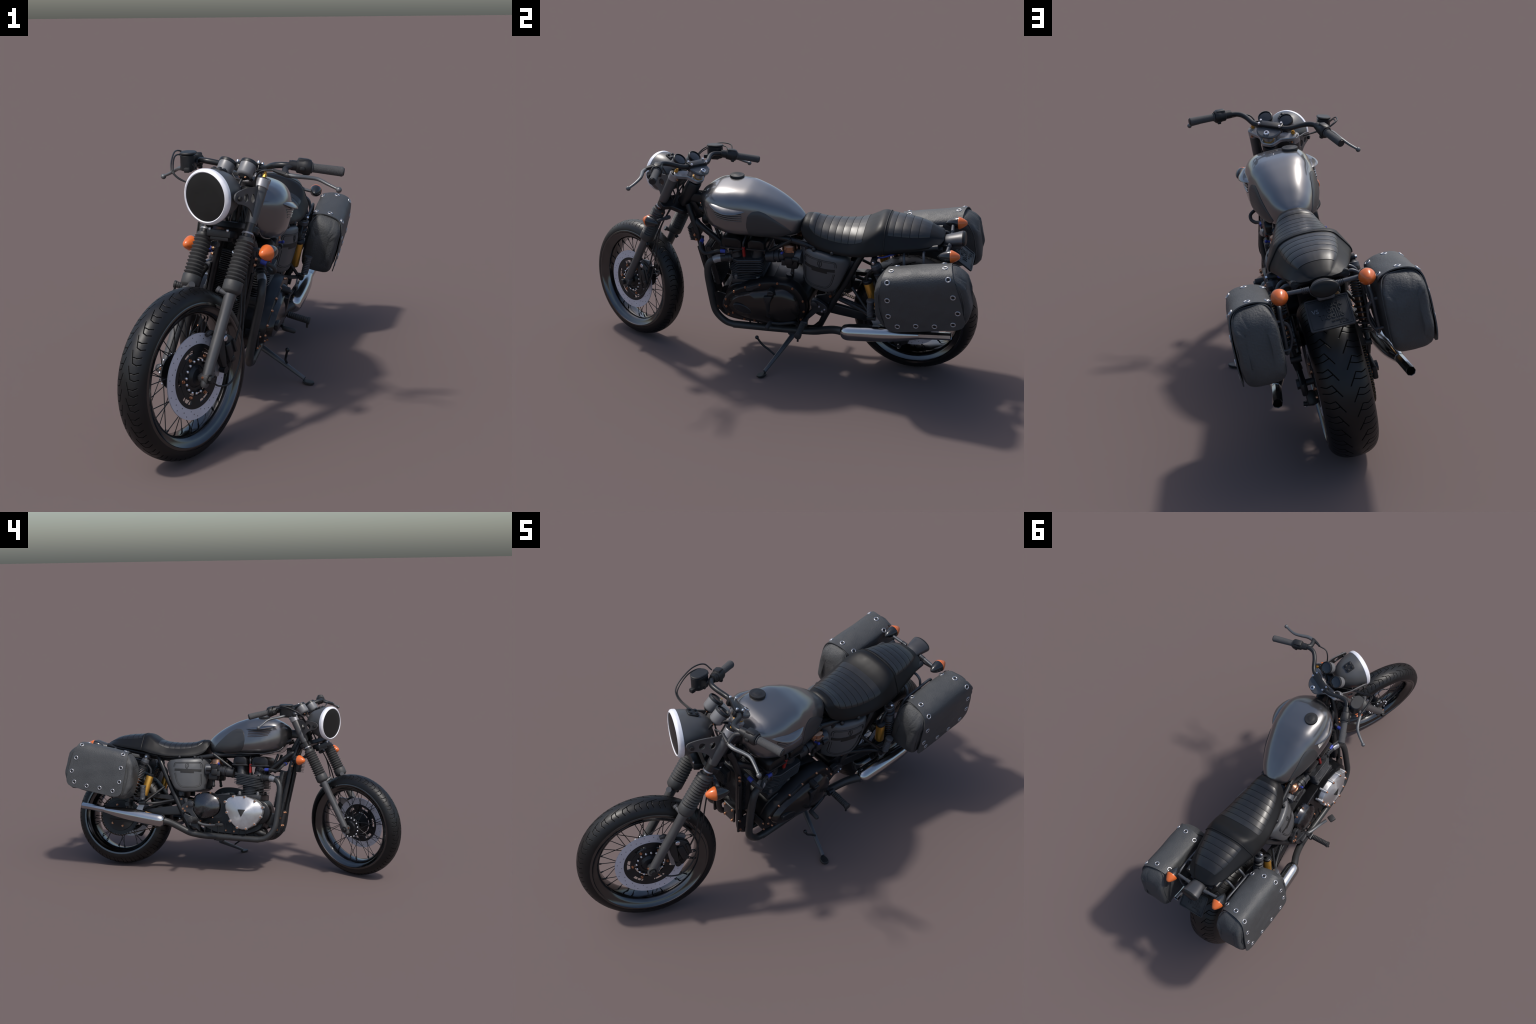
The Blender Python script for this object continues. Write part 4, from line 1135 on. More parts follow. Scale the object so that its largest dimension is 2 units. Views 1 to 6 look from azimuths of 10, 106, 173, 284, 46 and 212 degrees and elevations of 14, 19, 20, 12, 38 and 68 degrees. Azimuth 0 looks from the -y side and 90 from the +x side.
part('timing_plate', plate(roundpoly([(-0.085, 0.448), (-0.015, 0.478), (-0.010, 0.462), (-0.045, 0.445), (-0.050, 0.436), (-0.080, 0.430)], 0.004, 3), [(0.160, 0), (0.171, 0), (0.172, 0.001)]), DARKMETAL, prim)
for y, z in PB:
    bolt((0.167, y, z), (1, 0, 0), prim, s=0.95)
part('case_wing', plate(roundpoly([(-0.215, 0.345), (-0.165, 0.300), (-0.080, 0.262), (-0.095, 0.240), (-0.190, 0.255), (-0.220, 0.300)], 0.012, 3), [(0.09, 0), (0.148, 0), (0.150, 0.003)]), BLACK, eng)
for p in ((-0.205, 0.318), (-0.190, 0.265), (-0.110, 0.245)):
    bolt((0.149, p[0], p[1]), (1, 0, 0), eng, s=0.95)

# cylinder block: finned barrels, head, cam boxes (tilted back slightly)
def rrect(x, y, r, c=(0, 0), k=4):
    return roundpoly([(c[0] - x, c[1] - y), (c[0] + x, c[1] - y), (c[0] + x, c[1] + y), (c[0] - x, c[1] + y)], r, k)
def slab(outline, z0, z1, bev=0.0008, slope=0.0, yref=0.0):
    v, f = flat_solid(outline, z0, z1, bev)
    v = v.copy()
    v[:, 2] += slope * (v[:, 1] - yref)
    return v, f
SL = 0.14                      # fins rise towards the rear
CY = -0.098
cyl = part('cylinder_block', cat(*[lathe([(0.42, 0.050), (0.56, 0.050)], (sx * 0.058, CY, 0), (0, 0, 1), 36) for sx in (1, -1)],
                                 box((0, CY, 0.440), (0.236, 0.150, 0.035), 0.008)), DARKMETAL, eng)
FINO = roundpoly([(-0.118, -0.040), (-0.098, -0.088), (0.098, -0.088), (0.118, -0.040), (0.118, 0.040), (0.098, 0.078), (-0.098, 0.078), (-0.118, 0.040)], 0.014, 4) + vec((0, CY))
fin = mesh_of('cooling_fin', xf(Matrix.Translation(Vector((0, -CY, 0))), slab(FINO, -0.0012, 0.0012, 0.0005)), FINM, 40)
for k in range(9):
    z = 0.462 + 0.0098 * k
    s = 0.96 if k < 4 else 1.0
    repeat('cooling_fin', fin, Matrix.Translation(Vector((0, CY, z))) @ RX(math.degrees(math.atan(SL)) * (0.3 + 0.07 * k)) @ Matrix.Diagonal((s, s, 1, 1)), cyl)
HO = roundpoly([(-0.090, -0.092), (0.090, -0.092), (0.128, -0.034), (0.131, 0.086), (0.116, 0.094), (-0.116, 0.094), (-0.131, 0.086), (-0.128, -0.034)], 0.010, 4) + vec((0, CY))
hfin = mesh_of('cooling_fin', xf(Matrix.Translation(Vector((0, -CY, 0))), slab(HO, -0.0015, 0.0015, 0.0006)), FINM, 40)
head = part('cylinder_head', cat(slab(inset(HO, 0.014), 0.505, 0.570, 0.003, SL, CY), slab(inset(HO, 0.002), 0.562, 0.574, 0.003, SL, CY)), DARKMETAL, eng)
for k in range(6):
    repeat('cooling_fin', hfin, Matrix.Translation(Vector((0, CY, 0.512 + 0.0098 * k))) @ RX(math.degrees(math.atan(SL))), head)
for sx in (1, -1):
    for y in (-0.150, -0.040):
        part('head_stud', lathe([(0, 0.0115), (0.03, 0.010), (0.036, 0.006)], (sx * 0.105, y, 0.440), (0, 0, 1), 16), CLAMPM, cyl)
    # pedestals under cam boxes
    for y in (-0.148, -0.042):
        part('cam_tower', lathe([(0, 0.036), (0.02, 0.030), (0.05, 0.029), (0.075, 0.031)], (sx * 0.070, y, 0.575), (0, 0.1 if y > -0.1 else -0.1, 1), 24, sx=1.15, sy=1.0), DARKMETAL, head)
# two cam boxes across the engine
for (y, w, zc, h) in ((-0.158, 0.056, 0.657, 0.030), (-0.037, 0.046, 0.657, 0.028)):
    sec = []
    for x in (-0.116, -0.112, -0.102, -0.085, 0.085, 0.102, 0.112, 0.116):
        k = {0.116: 0.62, 0.112: 0.85, 0.102: 0.96}.get(round(abs(x), 3), 1.0)
        o = roundpoly([(y - w * k, zc - h), (y + w * k, zc - h), (y + w * k, zc + h * 0.35 * k), (y + w * 0.62 * k, zc + h * k), (y - w * 0.62 * k, zc + h * k), (y - w * k, zc + h * 0.35 * k)], 0.010, 4)
        sec.append(np.stack([np.full(len(o), x), o[:, 0], o[:, 1]], 1))
    part('cam_cover', loft(sec), ENGBLK, head, angle=40)
    part('cam_flange', box((0, y, zc - h + 0.003), (0.236, w * 2.04, 0.008), 0.002), BLACKM, head)
# spark plug leads and sensors
for sx in (1, -1):
    pg = part('spark_plug_cap', lathe([(0, 0.0075), (0.050, 0.0075), (0.052, 0.006)], (sx * 0.108, -0.100, 0.588), (0.05 * sx, 0, 1), 14), RED, head)
    part('plug_stem', cat(lathe([(-0.016, 0.006), (0, 0.006)], (sx * 0.108, -0.100, 0.588), (0.05 * sx, 0, 1), 10), tube([(sx * 0.110, -0.100, 0.638), (sx * 0.110, -0.098, 0.665), (sx * 0.07, -0.09, 0.69)], 0.005, 8)), DARKMETAL, pg)
    part('sensor_housing', sided(cat(rod((0.110, -0.175, 0.606), (0.085, -0.13, 0.605), 0.012), box((0.104, -0.165, 0.606), (0.024, 0.024, 0.024), 0.005)), sx), BLACKM, head)
    hp = [(0.112, -0.180, 0.607), (0.118, -0.215, 0.610), (0.126, -0.245, 0.606), (0.140, -0.268, 0.602), (0.154, -0.285, 0.612), (0.152, -0.300, 0.630), (0.130, -0.309, 0.642), (0.105, -0.310, 0.645), (0.075, -0.315, 0.652)]
    ho = part('breather_hose', sided(tube(hp, 0.0078, 12), sx), RUBBER, ROOT)
    part('hose_clip', sided(rod((0.1155, -0.190, 0.608), (0.117, -0.214, 0.609), 0.0098), sx), BLUE, ho)
    part('hose_clip', sided(rod((0.120, -0.3095, 0.6435), (0.096, -0.310, 0.646), 0.0098), sx), BLUE, ho)

# carburettors with copper tops, inlet stubs
for sx in (1, -1):
    x = sx * 0.075
    body = cat(lathe([(0, 0.026), (0.05, 0.026)], (x, 0.098, 0.598), (0, 1, 0.05), 24), box((x, 0.118, 0.615), (0.062, 0.062, 0.050), 0.010),
               box((x, 0.130, 0.560), (0.056, 0.060, 0.050), 0.012), box((x + sx * 0.030, 0.120, 0.585), (0.026, 0.040, 0.040), 0.008),
               rod((x, 0.132, 0.545), (x + sx * 0.01, 0.128, 0.505), 0.008), rod((x + sx * 0.035, 0.14, 0.60), (x + sx * 0.035, 0.17, 0.598), 0.012),
               box((x + sx * 0.034, 0.095, 0.575), (0.012, 0.022, 0.030), 0.003), ball((x + sx * 0.010, 0.128, 0.504), 0.010))
    cb = part('carburettor', body, BLACKM, ROOT)
    part('carburettor_top', cat(lathe([(0, 0.036), (0.006, 0.036), (0.007, 0.033), (0.026, 0.032), (0.029, 0.029), (0.034, 0.012), (0.035, 0.004)], (sx * 0.074, 0.118, 0.632), (0, 0, 1), 40)), COPPERCAP, cb, angle=40)
    for a in (40, 130, 220, 310):
        bolt((sx * 0.074 + 0.037 * math.cos(D(a)), 0.118 + 0.037 * math.sin(D(a)), 0.634), (0, 0, 1), cb, s=0.7)
    part('inlet_stub', cat(lathe([(0, 0.030), (0.018, 0.028), (0.030, 0.031), (0.040, 0.031), (0.042, 0.027), (0.050, 0.027), (0.052, 0.032), (0.066, 0.032), (0.068, 0.027), (0.09, 0.026)], (sx * 0.080, 0.006, 0.582), (0, 0.97, 0.16), 28)), DARKMETAL, cb)
    part('airbox_duct', lathe([(0, 0.028), (0.012, 0.032), (0.04, 0.034)], (x, 0.142, 0.600), (sx * 0.15, 1, 0), 24), GREYTUBE, cb)
    part('mixture_screw', cat(rod((sx * 0.100, 0.092, 0.628), (sx * 0.124, 0.092, 0.636), 0.004), ball((sx * 0.124, 0.092, 0.636), 0.007, 10)), BLUE, cb)
part('carburettor_linkage', cat(rod((-0.08, 0.10, 0.640), (0.08, 0.10, 0.640), 0.005), box((0, 0.11, 0.625), (0.06, 0.03, 0.03), 0.006)), BLACKM, ROOT)

# airbox between the side covers, battery tray
part('airbox', cat(box((0, 0.300, 0.585), (0.15, 0.17, 0.13), 0.02), box((0, 0.36, 0.47), (0.12, 0.10, 0.10), 0.015)), BLACKM, ROOT)
# oil cooler and front regulator with fins
oc = part('oil_cooler', box((0, -0.272, 0.495), (0.165, 0.024, 0.220), 0.004, RX(9)), BLACKM, ROOT)
fins = [box((0, -0.274 + (z - 0.495) * -0.158, z), (0.160, 0.040, 0.002), 0) for z in np.linspace(0.395, 0.598, 28)]
part('cooler_fin', cat(*fins), DARKMETAL, oc)['kind'] = 'stuff'
rg = part('regulator', box((0, -0.372, 0.640), (0.085, 0.020, 0.075), 0.004, RX(8)), BLACKM, ROOT)
part('regulator_fin', cat(*[box((0, -0.386 + (z - 0.64) * -0.15, z), (0.082, 0.028, 0.0022), 0) for z in np.linspace(0.605, 0.672, 9)]), DARKMETAL, rg)
bolt((0.0, -0.388, 0.676), (0, -1, 0.2), rg, me=STEELBOLT, s=1.1)
part('horn', cat(lathe([(0, 0.030), (0.012, 0.034), (0.02, 0.034), (0.03, 0.026)], (0.0, -0.300, 0.715), (0, -1, 0), 28)), BLACKM, ROOT)
# ------------------------------------------------------------------ frame
fr = []
fr.append(lathe([(-0.185, 0.030), (-0.180, 0.034), (-0.05, 0.034), (-0.045, 0.030)], H, AX, 28))                # steering head
for sg in (1, -1):
    fr.append(tube([(sg * 0.030, -0.392, 0.800), (sg * 0.050, -0.366, 0.735), (sg * 0.064, -0.341, 0.655), (sg * 0.068, -0.313, 0.500), (sg * 0.069, -0.280, 0.320),
                    (sg * 0.069, -0.261, 0.250), (sg * 0.069, -0.230, 0.212), (sg * 0.070, -0.170, 0.196), (sg * 0.078, 0.0, 0.194), (sg * 0.088, 0.150, 0.196), (sg * 0.098, 0.225, 0.205), (sg * 0.102, 0.262, 0.240)], 0.0140, 14))
    fr.append(tube([(sg * 0.102, 0.262, 0.235), (sg * 0.112, 0.300, 0.320), (sg * 0.118, 0.345, 0.410), (sg * 0.122, 0.420, 0.560), (sg * 0.120, 0.448, 0.620), (sg * 0.105, 0.475, 0.668)], 0.0150, 14))
    fr.append(tube([(sg * 0.035, -0.365, 0.725), (sg * 0.058, -0.330, 0.706), (sg * 0.062, -0.228, 0.624), (sg * 0.062, -0.205, 0.600)], 0.0150, 14))   # lower brace to head
    fr.append(rod((sg * 0.060, -0.228, 0.626), (sg * 0.050, -0.255, 0.705), 0.008))
    fr.append(tube([(sg * 0.040, -0.330, 0.790), (sg * 0.055, -0.10, 0.700), (sg * 0.075, 0.10, 0.688), (sg * 0.095, 0.30, 0.660), (sg * 0.105, 0.470, 0.672), (sg * 0.100, 0.610, 0.690), (sg * 0.089, 0.812, 0.727)], 0.0135, 14))
    fr.append(rod((sg * 0.085, 0.135, 0.690), (sg * 0.075, 0.020, 0.610), 0.010))
    fr.append(rod((sg * 0.075, 0.190, 0.480), (sg * 0.095, 0.21, 0.675), 0.012))
frame = part('frame', cat(*fr), BLACK, ROOT, angle=50)
part('frame_gusset', cat(box((0, -0.370, 0.770), (0.040, 0.060, 0.120), 0.010, RX(28)), box((0, -0.335, 0.830), (0.05, 0.10, 0.05), 0.012)), BLACK, frame)
part('cross_tube', cat(rod((-0.1, 0.262, 0.235), (0.1, 0.262, 0.235), 0.012), rod((-0.07, -0.172, 0.190), (0.07, -0.172, 0.190), 0.010), rod((-0.09, 0.56, 0.682), (0.09, 0.56, 0.682), 0.010), rod((-0.088, 0.80, 0.725), (0.088, 0.80, 0.725), 0.0125)), BLACK, frame)
for sg in (1, -1):
    for (y, z) in ((-0.352, 0.661), (-0.346, 0.636), (-0.287, 0.325), (-0.270, 0.255)):
        bolt((sg * 0.081, y, z), (sg, 0, 0), frame)
    part('engine_mount', cat(plate(roundpoly([(-0.300, 0.330), (-0.262, 0.345), (-0.205, 0.330), (-0.205, 0.290), (-0.262, 0.235), (-0.285, 0.24)], 0.008, 3), [(sg * 0.078, 0), (sg * 0.083, 0)]),
                             plate(roundpoly([(0.25, 0.41), (0.335, 0.43), (0.33, 0.36), (0.27, 0.29), (0.23, 0.31)], 0.01, 3), [(sg * 0.106, 0), (sg * 0.114, 0)])), BLACK, frame)
    for (y, z) in ((0.318, 0.415), (0.30, 0.335)):
        bolt((sg * 0.114, y, z), (sg, 0, 0), frame, s=1.1)
    part('radiator_guard', plate(roundpoly([(-0.345, 0.600), (-0.330, 0.600), (-0.300, 0.420), (-0.312, 0.420)], 0.004, 2), [(sg * 0.079, 0), (sg * 0.084, 0)]), BLACKM, frame)
br = part('mounting_bracket', box((0.01, -0.282, 0.318), (0.070, 0.010, 0.105), 0.004, RX(10)), DARKMETAL, ROOT)
for xx in (-0.014, 0.034):
    for (y, z) in ((-0.294, 0.358), (-0.281, 0.280)):
        bolt((xx, y, z), (0, -1, -0.15), br)

# ------------------------------------------------------------------ exhausts
for sg in (1, -1):
    hp = [(0.090, -0.160, 0.560), (0.100, -0.205, 0.560), (0.110, -0.240, 0.557), (0.118, -0.268, 0.545), (0.125, -0.284, 0.515), (0.129, -0.287, 0.470), (0.130, -0.284, 0.420),
          (0.131, -0.277, 0.345), (0.133, -0.267, 0.275), (0.134, -0.247, 0.237), (0.135, -0.210, 0.205), (0.136, -0.168, 0.195)]
    ex = part('exhaust_pipe', sided(tube(hp, 0.0168, 20), sg), PIPE, ROOT, angle=60)
    lp = [(0.136, -0.174, 0.1950), (0.135, 0.0, 0.2000), (0.134, 0.10, 0.2035), (0.134, 0.195, 0.2080), (0.138, 0.245, 0.2175), (0.152, 0.292, 0.239), (0.172, 0.338, 0.263), (0.192, 0.374, 0.278), (0.204, 0.402, 0.284)]
    part('exhaust_link_pipe', sided(tube(lp, [0.0182] * 4 + [0.0195, 0.0195, 0.0195, 0.0200, 0.0220], 20), sg), PIPE, ex, angle=60)
    part('exhaust_collar', sided(tube([(0.104, -0.222, 0.5590), (0.109, -0.238, 0.5575), (0.114, -0.254, 0.5515)], 0.0188, 20), sg), SILVER, ex)
    part('exhaust_flange', sided(cat(lathe([(0, 0.028), (0.010, 0.028), (0.012, 0.022)], (0.088, -0.172, 0.562), (0.25, -1, 0), 20), lathe([(0.01, 0.023), (0.03, 0.021)], (0.088, -0.172, 0.562), (0.3, -1, 0), 20)), sg), DARKMETAL, ex)
    m0, m1 = vec((0.203, 0.392, 0.281)), vec((0.226, 0.758, 0.334))
    md = (m1 - m0) / np.linalg.norm(m1 - m0)
    ml = np.linalg.norm(m1 - m0)
    mprof = [(-0.004, 0.021), (0.0, 0.027), (0.008, 0.0340), (0.020, 0.0385), (0.040, 0.0402), (0.14, 0.0400), (0.21, 0.0380), (0.27, 0.0335), (0.32, 0.0265), (ml - 0.014, 0.0205), (ml, 0.0188)]
    mf = part('muffler', sided(lathe(mprof, m0, md, 40), sg), CHROME, ex, angle=55)
    tip = vec((0.2345, 0.903, 0.3545))
    td = tip - m1
    part('muffler_tip', sided(ring([(-0.004, 0.0185), (np.linalg.norm(td) - 0.002, 0.0182), (np.linalg.norm(td), 0.0170), (np.linalg.norm(td) - 0.002, 0.0155), (0.02, 0.0150)], m1, td, 8), sg), CHROME, mf, angle=30)
    part('muffler_bore', sided(lathe([(0.0, 0.0145), (0.06, 0.0145)], m1, td, 12), sg), COVERLINE, mf)
    part('muffler_bracket', sided(cat(plate(roundpoly([(0.515, 0.395), (0.545, 0.40), (0.575, 0.345), (0.54, 0.33)], 0.006, 3), [(0.185, 0), (0.190, 0)])), sg), SILVER, mf)

# ------------------------------------------------------------------ swingarm, shocks
sw = []
for sg in (1, -1):
    sec = []
    for y, z, hh in ((0.285, 0.352, 0.030), (0.36, 0.345, 0.028), (0.54, 0.328, 0.022), (0.66, 0.308, 0.020), (0.745, 0.302, 0.020)):
        x = 0.104 + 0.024 * min(1, (y - 0.285) / 0.2)
        o = rrect(0.011, hh, 0.006, (x, z), 3)
        sec.append(np.stack([sg * o[:, 0], np.full(len(o), y), o[:, 1]], 1))
    sw.append(loft(sec))
    sw.append(box((sg * 0.130, 0.712, 0.300), (0.020, 0.100, 0.050), 0.006))
    sw.append(rod((sg * 0.105, 0.36, 0.405), (sg * 0.112, 0.560, 0.345), 0.009))
    sw.append(rod((sg * 0.128, 0.640, 0.325), (sg * 0.138, 0.645, 0.380), 0.015))
sw.append(lathe([(-0.118, 0.030), (0.118, 0.030)], (0, 0.290, 0.352), (1, 0, 0), 24))
swing = part('swingarm', cat(*sw), BLACK, ROOT)
part('axle', cat(rod((-0.148, 0.706, 0.3005), (0.148, 0.706, 0.3005), 0.012), lathe([(0, 0.019), (0.014, 0.019)], (0.137, 0.706, 0.3005), (1, 0, 0), 6), lathe([(0, 0.019), (0.014, 0.019)], (-0.137, 0.706, 0.3005), (-1, 0, 0), 6)), DARKMETAL, swing)
part('chain_guard', cat(loft([[(-0.090, y, z), (-0.090, y, z + 0.018), (-0.086, y, z + 0.020), (-0.116, y, z + 0.020), (-0.116, y, z - 0.004), (-0.112, y, z - 0.004), (-0.112, y, z + 0.015), (-0.094, y, z + 0.015)] for y, z in ((0.36, 0.414), (0.55, 0.424), (0.70, 0.434), (0.78, 0.414))])), BLACKM, swing)
part('brake_caliper', cat(box((0.105, 0.655, 0.205), (0.04, 0.07, 0.055), 0.012, RX(30)), box((0.118, 0.640, 0.235), (0.012, 0.03, 0.06), 0.004), rod((0.10, 0.655, 0.180), (0.140, 0.652, 0.186), 0.009)), BLACKM, swing)
part('bleed_nipple', rod((0.125, 0.648, 0.192), (0.134, 0.649, 0.172), 0.006), STEEL, swing)

for sg in (1, -1):
    a, b = vec((0.152, 0.533, 0.662)), vec((0.140, 0.648, 0.372))
    d = (b - a) / np.linalg.norm(b - a)
    P = lambda t: a + d * t
    Ls = np.linalg.norm(b - a)
    body = cat(rod(P(0.02), P(Ls - 0.01), 0.0105), lathe([(0, 0.014), (0.010, 0.021), (0.016, 0.023), (0.036, 0.025), (0.040, 0.024), (0.042, 0.017), (0.052, 0.017), (0.056, 0.026), (0.066, 0.026), (0.068, 0.02)], P(0.008), d, 24),
               lathe([(0, 0.018), (0.003, 0.026), (0.012, 0.025), (0.014, 0.014)], P(Ls - 0.048), d, 24), rod(P(0.0) + vec((-0.03, 0, 0)), P(0.0) + vec((0.012, 0, 0)), 0.014), rod(P(Ls) + vec((-0.03, 0, 0)), P(Ls) + vec((0.012, 0, 0)), 0.014))
    sh = part('shock_absorber', sided(body, sg), DARKMETAL, ROOT, angle=40)
    part('shock_body', sided(lathe([(0, 0.0175), (0.16, 0.0175)], P(0.07), d, 20), sg), COPPERCAP, sh)
    part('shock_spring', sided(cat(helix(P(0.072), P(0.142), 0.0222, 0.0036, 7.5), helix(P(0.138), P(Ls - 0.046), 0.0232, 0.0036, 6.5)), sg), GREYTUBE, sh, angle=60)
    part('shock_cap', sided(lathe([(0, 0.015), (0.006, 0.0225), (0.022, 0.0245), (0.026, 0.022)], P(0.012), d, 24), sg), GREYTUBE, sh, angle=30)
    ra, rb = vec((0.157, 0.503, 0.560)), vec((0.157, 0.540, 0.432))
    part('shock_reservoir', sided(lathe([(0.008, 0.0205), (0.010, 0.0215), (np.linalg.norm(rb - ra), 0.0215)], ra, rb - ra, 28), sg), GOLD, sh)
    part('reservoir_cap', sided(cat(lathe([(0.0, 0.017), (0.003, 0.0215), (0.012, 0.0222), (0.014, 0.0215)], ra, rb - ra, 28), lathe([(-0.004, 0.018), (0.006, 0.020)], rb, rb - ra, 24), tube([ra, ra + vec((-0.002, 0.004, 0.03)), P(0.03)], 0.007, 10)), sg), BLACK, sh)
    bolt(P(0.0) * vec((sg, 1, 1)) + vec((sg * 0.012, 0, 0)), (sg, 0, 0), sh, me=STEELBOLT, s=1.3)

# ------------------------------------------------------------------ foot controls
def peg_solid(p, q, r=0.0145, n=9):
    p, q = vec(p), vec(q)
    L = np.linalg.norm(q - p)
    prof = [(0, r * 0.75), (0.004, r)]
    for k in range(n):
        t = 0.008 + (L - 0.022) * k / n
        s = (L - 0.022) / n
        prof += [(t, r * 0.9), (t + s * 0.3, r), (t + s * 0.8, r)]
    prof += [(L - 0.013, r * 0.9), (L - 0.011, r * 1.14), (L - 0.002, r * 1.14), (L, r * 0.9)]
    return lathe(prof, p, q - p, 20)

for sg in (1, -1):
    bk = plate(roundpoly([(0.232, 0.405), (0.262, 0.408), (0.305, 0.378), (0.312, 0.352), (0.295, 0.332), (0.262, 0.340), (0.205, 0.278), (0.188, 0.290), (0.236, 0.352), (0.226, 0.385)], 0.010, 4), [(0.126, 0.002), (0.128, 0), (0.146, 0), (0.148, 0.002)])
    b_ = part('footpeg_bracket', sided(cat(bk, lathe([(0, 0.016), (0.018, 0.016), (0.020, 0.012)], (0.140, 0.246, 0.386), (1, 0, 0), 24), box((0.165, 0.204, 0.292), (0.06, 0.024, 0.022), 0.006), lathe([(-.016, .013), (.016, .013)], (0.192, 0.204, 0.294), (0, 1, 0), 16)), sg), DARKMETAL, ROOT)
    for (y, z) in ((0.296, 0.358), (0.283, 0.346), (0.27, 0.372)):
        bolt((sg * 0.146, y, z), (sg, 0, 0), b_, me=None if sg < 0 else STEELBOLT, s=1.1)
    part('footpeg', sided(peg_solid((0.206, 0.203, 0.302), (0.308, 0.201, 0.299)), sg), RUBBER, b_)
    part('feeler_pin', sided(rod((0.298, 0.201, 0.290), (0.302, 0.200, 0.268), 0.0048), sg), BLACK, b_)
    # passenger peg, folded up
    pp = part('footpeg', sided(peg_solid((0.214, 0.529, 0.402), (0.214, 0.530, 0.490), 0.0165, 8), sg), GREYTUBE, ROOT)
    part('footpeg_hinge', sided(cat(rod((0.205, 0.512, 0.384), (0.205, 0.552, 0.384), 0.012), box((0.200, 0.530, 0.388), (0.026, 0.026, 0.026), 0.005), tube([(0.192, 0.53, 0.382), (0.15, 0.47, 0.385), (0.118, 0.36, 0.408)], 0.009, 10), rod((0.192, 0.53, 0.384), (0.122, 0.425, 0.485), 0.0075)), sg), BLACK, pp)

part('brake_pedal', cat(tube([(-0.150, 0.215, 0.292), (-0.165, 0.17, 0.272), (-0.185, 0.11, 0.268), (-0.205, 0.07, 0.272)], [0.010, 0.010, 0.009, 0.009], 12, flat=0.8)), LEVERM, ROOT)
part('pedal_pad', box((-0.225, 0.047, 0.276), (0.040, 0.036, 0.016), 0.006, RZ(-25)), RUBBER, ROOT)
part('master_cylinder', cat(rod((-0.125, 0.290, 0.42), (-0.128, 0.262, 0.33), 0.014), plate(roundpoly([(0.285, 0.335), (0.245, 0.318), (0.200, 0.302), (0.182, 0.225), (0.200, 0.24), (0.262, 0.265), (0.29, 0.31)], 0.008, 3), [(-0.132, 0), (-0.150, 0), (-0.153, 0.004)]), box((-0.160, 0.228, 0.288), (0.024, 0.060, 0.030), 0.008)), DARKMETAL, ROOT)
part('shift_lever', cat(tube([(0.168, 0.172, 0.268), (0.190, 0.150, 0.290), (0.205, 0.09, 0.285), (0.216, 0.045, 0.292)], [0.011, 0.009, 0.008, 0.008], 10), rod((0.155, 0.172, 0.268), (0.18, 0.172, 0.268), 0.014), tube([(0.168, 0.172, 0.275), (0.165, 0.155, 0.33), (0.163, 0.13, 0.375)], 0.006, 8)), BLACK, ROOT)
part('shift_peg', lathe([(0, 0.008), (0.006, 0.0105), (0.05, 0.0105), (0.056, 0.007)], (0.212, 0.043, 0.292), (1, -0.1, 0.03), 16), RUBBER, ROOT)

# ------------------------------------------------------------------ side stand
s0, s1 = vec((0.120, 0.126, 0.162)), vec((0.352, 0.042, 0.101))
st = part('side_stand', cat(tube([s0, s0 * 0.5 + s1 * 0.5, s1], [0.0135, 0.0105, 0.0085], 14), box((0.105, 0.125, 0.178), (0.05, 0.05, 0.03), 0.008), rod((0.10, 0.155, 0.18), (0.13, 0.165, 0.17), 0.007)), GREYTUBE, ROOT)
FLOOR = loc_frame((0.3700, 0.034, 0.0925), (0.9, -0.45, 0), (-math.sin(D(LEAN)), 0, math.cos(D(LEAN))))
fo = roundpoly([(-0.010, -0.024), (0.010, -0.024), (0.020, 0.0), (0.016, 0.024), (0.0, 0.032), (-0.016, 0.022), (-0.018, 0.0)], 0.008, 3)
part('stand_foot', cat(xf(FLOOR, flat_solid(fo, -0.004, 0.006, 0.002))), BLACKM, st)
part('stand_spur', cat(tube([(0.262, 0.070, 0.138), (0.256, 0.040, 0.160), (0.256, 0.010, 0.185), (0.257, -0.014, 0.222)], 0.0052, 10), ball((0.257, -0.016, 0.226), 0.0095)), BLACK, st)
# ------------------------------------------------------------------ tail lamp, plate, indicators, rack
TA = vec((0, 0.975, 0.22))
tl = part('tail_light', lathe([(0, 0.030), (0.004, 0.034), (0.03, 0.038), (0.080, 0.047), (0.088, 0.0475)], (0, 0.828, 0.715), TA, 40, sx=1.06, sy=0.62), LAMPM, ROOT, angle=40)
part('tail_light_lens', lathe([(0.084, 0.0455), (0.092, 0.046), (0.098, 0.040), (0.100, 0.02), (0.1005, 0.004)], (0, 0.828, 0.715), TA, 40, sx=1.06, sy=0.62), LENS, tl, angle=50)
part('tail_light_foot', box((0, 0.875, 0.700), (0.060, 0.070, 0.030), 0.008, RX(12)), GREYTUBE, tl)
part('tail_bracket', cat(box((0, 0.845, 0.708), (0.092, 0.05, 0.018), 0.005), box((0, 0.80, 0.700), (0.14, 0.06, 0.016), 0.004), box((0, 0.865, 0.672), (0.05, 0.02, 0.05), 0.004, RX(-40))), BLACKM, ROOT)
for sg in (1, -1):
    turn_signal((sg * 0.149, 0.916, 0.729), (sg * 0.149, 0.816, 0.719), ((sg * 0.046, 0.858, 0.720), (sg * 0.136, 0.852, 0.721)), False, sg)

